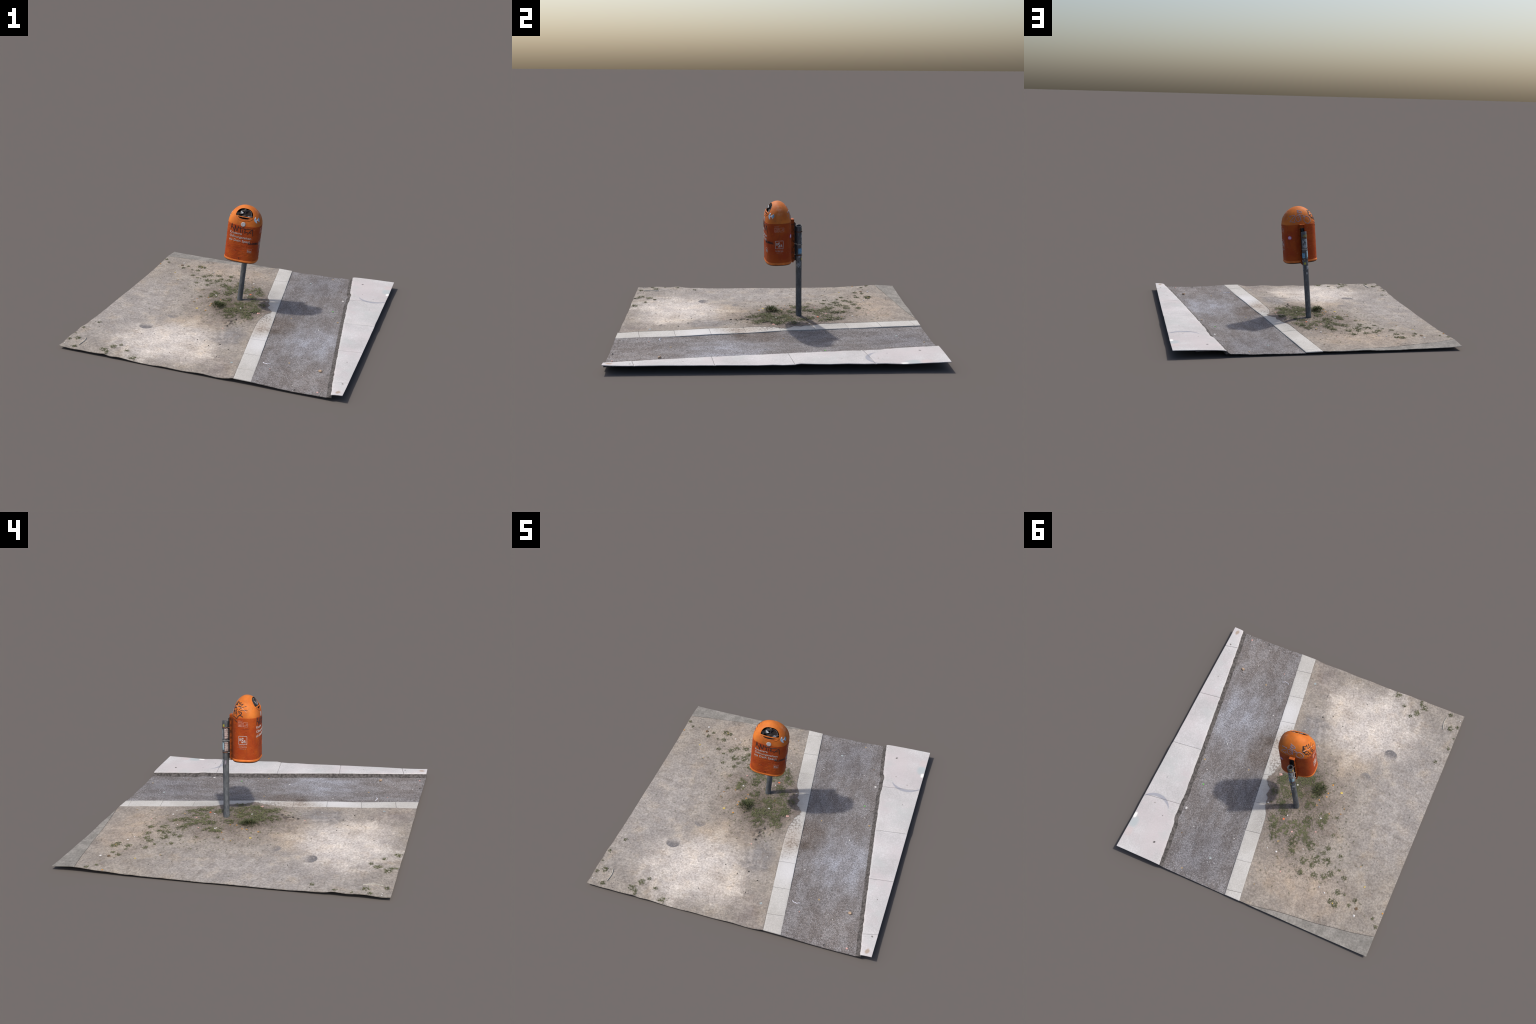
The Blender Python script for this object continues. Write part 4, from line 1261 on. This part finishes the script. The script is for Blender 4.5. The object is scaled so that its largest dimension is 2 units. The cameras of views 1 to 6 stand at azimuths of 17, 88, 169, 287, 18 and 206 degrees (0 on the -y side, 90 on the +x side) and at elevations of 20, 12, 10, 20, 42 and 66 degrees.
# ------------------------------------------------------------------ weeds
def blade(bm, base, az, length, width, rise, bend):
    """one narrow leaf: four cross-lines, slightly folded along its midrib"""
    d = Vector((math.cos(az), math.sin(az), 0))
    s = Vector((-d.y, d.x, 0))
    rows = []
    for k, wv in enumerate((0.45, 1.0, 0.8, 0.08)):
        u = k / 3
        p = base + d * length * u * (1 - 0.15 * u) + Vector((0, 0, rise * math.sin(u * bend)))
        w = width * wv * 0.5
        rows.append((bm.verts.new(p - s * w), bm.verts.new(p - Vector((0, 0, width * 0.14))), bm.verts.new(p + s * w)))
    for a, b in zip(rows[:-1], rows[1:]):
        bm.faces.new((a[0], a[1], b[1], b[0]))
        bm.faces.new((a[1], a[2], b[2], b[1]))

def tuft_mesh(seed, n_leaf, height, wide):
    """rosettes of leaves filling a disc of radius 1, height in the same unit"""
    rr = random.Random(seed)
    bm = bmesh.new()
    hubs = [(0.95 * math.sqrt(rr.random()), rr.uniform(0, TAU)) for _ in range(17)]
    for k in range(n_leaf):
        hr, ha = hubs[k % 17]
        c = Vector((hr * math.cos(ha) + rr.gauss(0, .10), hr * math.sin(ha) + rr.gauss(0, .10), 0))
        blade(bm, c, rr.uniform(0, TAU), rr.uniform(.10, .34), wide * rr.uniform(.6, 1.3), height * rr.uniform(.5, 1.2), rr.uniform(1.4, 2.6))
    me = bpy.data.meshes.new("weed_tuft")
    bm.to_mesh(me)
    bm.free()
    me.polygons.foreach_set("use_smooth", [True] * len(me.polygons))
    return me
TUFTS = [tuft_mesh(100 + k, 190, 0.20, 0.075) for k in range(5)]
for t in TUFTS: t.materials.append(GRASS)
clumps = [(.083, .051, .033), (-.060, -.009, .030), (-.109, -.046, .027), (-.181, .054, .036), (.046, .116, .036), (.004, .136, .030), (.097, .154, .030), (.026, .200, .036),
          (-.082, .106, .024), (-.179, .147, .034), (-.023, .270, .030), (.008, .351, .040), (.006, .410, .030), (-.076, .396, .048), (-.124, .330, .036), (-.206, .324, .046),
          (-.214, .260, .034), (-.301, .184, .040), (-.313, .246, .038), (-.210, .381, .040), (-.253, .399, .028), (-.177, .448, .030), (-.199, .497, .032), (-.031, .469, .026),
          (-.307, .427, .034), (-.432, .393, .017), (-.382, .503, .034), (-.377, .556, .020), (-.307, .547, .028), (-.458, .487, .026), (-.416, .437, .015), (-.532, .411, .015),
          (-.313, .638, .021), (-.413, .615, .018), (-.483, .595, .021), (-.520, .560, .021), (-.620, .548, .014), (-.563, .509, .011), (-.396, .153, .013), (-.423, .290, .013),
          (-.097, -.027, .040), (-.057, .109, .040), (.066, .043, .046), (.010, -.013, .042), (-.067, -.114, .036), (.057, -.093, .040), (.045, -.055, .034), (-.020, .070, .034),
          (-.595, .739, .020), (-.630, .753, .022), (-.617, .665, .019), (-.721, .718, .012), (-.747, .665, .016), (-.667, .659, .008), (-.908, .740, .010), (-.950, .786, .012),
          (-.438, -.972, .024), (-.624, -.985, .013), (-.633, -.960, .013), (-.668, -.945, .020), (-.625, -.880, .022), (-.588, -.837, .013), (-.513, -.903, .012), (-.866, -.968, .015),
          (-.902, -.856, .018), (-.949, -.886, .013), (-.955, -.789, .008), (-.950, -.692, .012), (-.894, -.556, .012)]
for k, (x, y, r) in enumerate(clumps):
    ob = bpy.data.objects.new("weed_tuft", TUFTS[k % 5])
    link(ob, root)
    ob.location = (x, y, ground_z(x, y) + 0.0008)
    ob.rotation_euler = (0, 0, rng.uniform(0, TAU))
    zs = min(r, 0.030) * rng.uniform(0.5, 0.9)
    ob.scale = (r * rng.uniform(.95, 1.25), r * rng.uniform(.95, 1.25), zs)
# tall tussock beside the post, in a darker green than the tufts
rr = random.Random(55)
bm = bmesh.new()
for k in range(300):
    a, q = rr.uniform(0, TAU), 0.056 * rr.random() ** 0.75 * rr.choice((.7, 1.0))
    hgt = (0.036 * (1 - (q / 0.058) ** 2)) * rr.uniform(.55, 1.1) + 0.004
    blade(bm, Vector((q * math.cos(a), q * math.sin(a), hgt * rr.uniform(0, .5))), a + rr.gauss(0, .9), rr.uniform(.010, .026), rr.uniform(.002, .0045), hgt * .6, rr.uniform(1.2, 2.3))
tus = bm_obj("grass_tussock", bm, DGRASS, root)
tus.location = (-.199, .006, ground_z(-.199, .006))
# low uncountable shoots between the clumps
bm = bmesh.new()
for (x, y, r) in clumps:
    for _ in range(int(1500 * r)):
        a, q = rng.uniform(0, TAU), r * rng.uniform(.3, 1.0) * rng.uniform(1, 2.0)
        px, py = x + q * math.cos(a), y + q * math.sin(a)
        if px > soil_edge(py) - 0.012 or px < -0.955 or py < -0.985: continue
        blade(bm, Vector((px, py, ground_z(px, py) + 0.001)), rng.uniform(0, TAU), rng.uniform(.004, .011), rng.uniform(.0018, .0036), rng.uniform(.002, .006), rng.uniform(1.3, 2.4))
for k in range(900):
    px, py = (rng.gauss(-.22, .22), rng.gauss(.34, .26)) if k % 2 else (rng.gauss(-.03, .10), rng.gauss(.03, .13))
    if px > soil_edge(py) - 0.012 or px < -0.94 or abs(py) > .84: continue
    c = Vector((px, py, ground_z(px, py) + 0.001))
    for _ in range(rng.randint(2, 6)):
        blade(bm, c + Vector((rng.gauss(0, .004), rng.gauss(0, .004), 0)), rng.uniform(0, TAU), rng.uniform(.004, .010), rng.uniform(.0016, .003), rng.uniform(.002, .005), rng.uniform(1.3, 2.4))
ob = bm_obj("weed_shoots", bm, GRASS, root)
ob["kind"] = "stuff"

# ------------------------------------------------------------------ litter on the ground
def top_z(x, y):
    if x > kerb_x(y): return lerp_table(kerb_in_z, y)
    if x > xs_right(y): return float(asph_h([(x, y)])[0])
    if x > soil_edge(y): return float(stone_h([(x, y)])[0])
    return ground_z(x, y)
LM = {'y': plain("yellow_leaf", (0.55, 0.42, 0.12), 0.7), 'o': plain("orange_leaf", (0.50, 0.24, 0.05), 0.7), 'w': plain("white_scrap", (0.62, 0.60, 0.58), 0.7),
      'r': plain("red_scrap", (0.70, 0.16, 0.06), 0.6), 'p': plain("pink_scrap", (0.58, 0.34, 0.30), 0.7), 't': plain("tan_leaf", (0.36, 0.26, 0.14), 0.8),
      's': plain("glass_shard", (0.32, 0.36, 0.36), 0.3), 'b': plain("brown_leaf", (0.13, 0.085, 0.05), 0.8), 'g': plain("green_scrap", (0.14, 0.45, 0.10), 0.6), 'd': plain("dark_crumb", (0.05, 0.045, 0.04), 0.9)}
NMS = {'y': "fallen_leaf", 'o': "fallen_leaf", 't': "fallen_leaf", 'b': "fallen_leaf", 'w': "paper_scrap", 'r': "plastic_scrap", 'p': "plastic_scrap", 's': "glass_shard", 'g': "plastic_scrap", 'd': "dirt_crumb"}
litter = [(-.352, -.045, 'y', .011), (-.271, -.073, 'o', .007), (-.265, .005, 'o', .007), (-.266, .036, 'o', .006), (-.225, .082, 'o', .007), (-.226, .126, 'o', .006), (-.332, .149, 'o', .005),
          (-.416, .065, 'o', .005), (-.411, .114, 'o', .005), (-.034, .036, 'w', .009), (-.062, .286, 'w', .006), (-.048, .321, 'r', .008), (-.299, .318, 'p', .008), (-.080, .490, 't', .011),
          (-.099, .566, 'w', .008), (-.028, .566, 'w', .006), (-.267, .472, 'w', .006), (-.019, .124, 'o', .006), (.115, .010, 'p', .012), (.110, .250, 'w', .007), (-.186, .688, 'p', .006),
          (-.290, .208, 'w', .008), (-.142, .386, 'p', .008), (-.773, .550, 'y', .009), (-.484, .679, 'w', .007), (-.532, .704, 'w', .007), (-.783, .771, 'w', .009), (-.779, .719, 'b', .013),
          (-.055, .846, 't', .007), (-.958, .676, 'o', .007), (-.612, .750, 'y', .006), (-.077, .710, 'w', .005), (-.694, .421, 't', .006), (-.606, .883, 'd', .004), (-.558, .876, 'd', .004),
          (.373, -.422, 'w', .005), (.186, -.800, 's', .009), (.100, -.404, 'w', .005), (.804, -.963, 'p', .008), (.534, -.641, 't', .008), (.442, -.783, 'p', .005), (-.045, -.320, 'p', .006),
          (.622, -.739, 'w', .004), (.636, -.933, 'w', .004), (.660, -.772, 'w', .004), (-.021, -.237, 'd', .009), (-.030, -.273, 'd', .010), (.0, -.160, 'd', .010), (-.025, -.205, 'd', .008),
          (.058, -.738, 'd', .005), (.465, .946, 't', .008), (.314, .797, 's', .010), (.641, .526, 'w', .009), (.612, .305, 'g', .009), (.638, .188, 'w', .005), (.591, -.061, 'w', .008),
          (.354, .064, 't', .007), (.690, .120, 't', .008), (.529, .631, 'w', .004), (.587, .711, 'b', .009), (.222, .596, 'w', .004), (-.95, -.95, 'w', .005), (-.93, -.95, 'w', .004),
          (-.15, -.55, 'd', .005), (-.30, -.42, 'd', .004), (.02, -.56, 'd', .007), (-.05, -.60, 'd', .005), (-.25, -.80, 'd', .005), (.1, -.62, 'd', .006), (.66, -.98, 'd', .007)]
for x, y, k, r in litter:
    bm = bmesh.new()
    m = rng.randint(6, 9)
    ph = rng.uniform(0, 9)
    asp = rng.uniform(.55, 1)
    up, lo = [], []
    for i in range(m):
        a = TAU * i / m
        q = r * rng.uniform(.75, 1.15)
        z = 0.0008 + 0.35 * r * (0.5 + 0.5 * math.sin(2 * a + ph)) * (0.5 if k not in 'dws' else 0.25)
        up.append(bm.verts.new((q * math.cos(a), q * asp * math.sin(a), z + 0.0006)))
        lo.append(bm.verts.new((q * math.cos(a) * .95, q * asp * math.sin(a) * .95, z - 0.0006)))
    cu = bm.verts.new((0, 0, 0.0022 if k not in 'dw' else r * 0.6))
    for i in range(m):
        bm.faces.new((cu, up[i], up[(i + 1) % m]))
        bm.faces.new((up[i], lo[i], lo[(i + 1) % m], up[(i + 1) % m]))
    bm.faces.new(lo[::-1])
    ob = bm_obj(NMS[k], bm, LM[k], root, False)
    ob.location = (x, y, top_z(x, y) + 0.0006)
    ob.rotation_euler = (0, 0, rng.uniform(0, TAU))

def ground_stroke(name, pts, width, hgt, mat, curve=2):
    V, F = [], []
    def pj(p): return Vector((p.x, p.y, top_z(p.x, p.y))), Vector((0, 0, 1))
    stroke_geo(V, F, [(x, y, 0) for x, y in pts], width, hgt, curve, pj)
    return mesh_obj(name, V, F, mat, root)
ground_stroke("plastic_ribbon", [(.374, -.710), (.384, -.721), (.396, -.719), (.406, -.725), (.416, -.716), (.428, -.713)], .0042, .003, plain("white_plastic", (0.62, 0.62, 0.68), 0.4))
ground_stroke("dry_stalk", [(-.853, -.832), (-.841, -.869), (-.838, -.90), (-.846, -.945)], .007, .0045, plain("dry_stalk", (0.33, 0.31, 0.27), 0.9))
ground_stroke("white_stick", [(-.296, .214), (-.280, .198)], .004, .003, LM['w'], 0)
ground_stroke("kerb_crack", [(.628, .966), (.680, .974), (.730, .986), (.770, .990), (.815, .9955)], .0028, .0042, DKGREY, 1)
bm = bmesh.new()
bmesh.ops.create_icosphere(bm, subdivisions=3, radius=1)
for v in bm.verts:
    k = 1 + 0.5 * noise.noise(v.co * 1.3 + Vector((4, 2, 1)))
    v.co = Vector((v.co.x * .014, v.co.y * .010, v.co.z * .008)) * k
ob = bm_obj("loose_stone", bm, plain("brown_stone", (0.36, 0.26, 0.18), 0.8), root)
ob.location = (.757, -.690, asph_h([(.757, -.690)])[0] + 0.005)

# fine grit scattered over soil and road: real chips, too many to count
def grit(name, count, pick, mat, lo, hi):
    bm = bmesh.new()
    for _ in range(count):
        x, y = pick()
        z = top_z(x, y)
        r = rng.uniform(lo, hi)
        m = Matrix.Translation((x, y, z + r * 0.25)) @ Matrix.Rotation(rng.uniform(0, TAU), 4, 'Z') @ Matrix.Diagonal((r * rng.uniform(.7, 1.4), r * rng.uniform(.6, 1.1), r * rng.uniform(.4, .8), 1))
        bmesh.ops.create_icosphere(bm, subdivisions=1, radius=1, matrix=m)
    ob = bm_obj(name, bm, mat, root, False)
    ob["kind"] = "stuff"
    return ob
def on_soil():
    while True:
        x, y = rng.uniform(-.95, .15), rng.uniform(-.985, .84)
        if x < xs_left(y) - .012: return x, y
def on_road():
    while True:
        x, y = rng.uniform(.1, .88), rng.uniform(-.985, .985)
        if xs_right(y) + .01 < x < kerb_x(y) - .03: return x, y
grit("soil_grit", 260, on_soil, plain("dark_grit", (0.085, 0.077, 0.07), 0.9, 0.5), .0014, .0032)
grit("pale_grit", 130, on_soil, plain("pale_grit", (0.40, 0.36, 0.31), 0.9, 0.3), .0012, .0026)
grit("road_grit", 260, on_road, plain("pale_chippings", (0.34, 0.335, 0.34), 0.9, 0.4), .0012, .0028)
grit("road_dirt", 160, on_road, plain("brown_grit", (0.16, 0.12, 0.085), 0.9, 0.4), .0014, .0028)
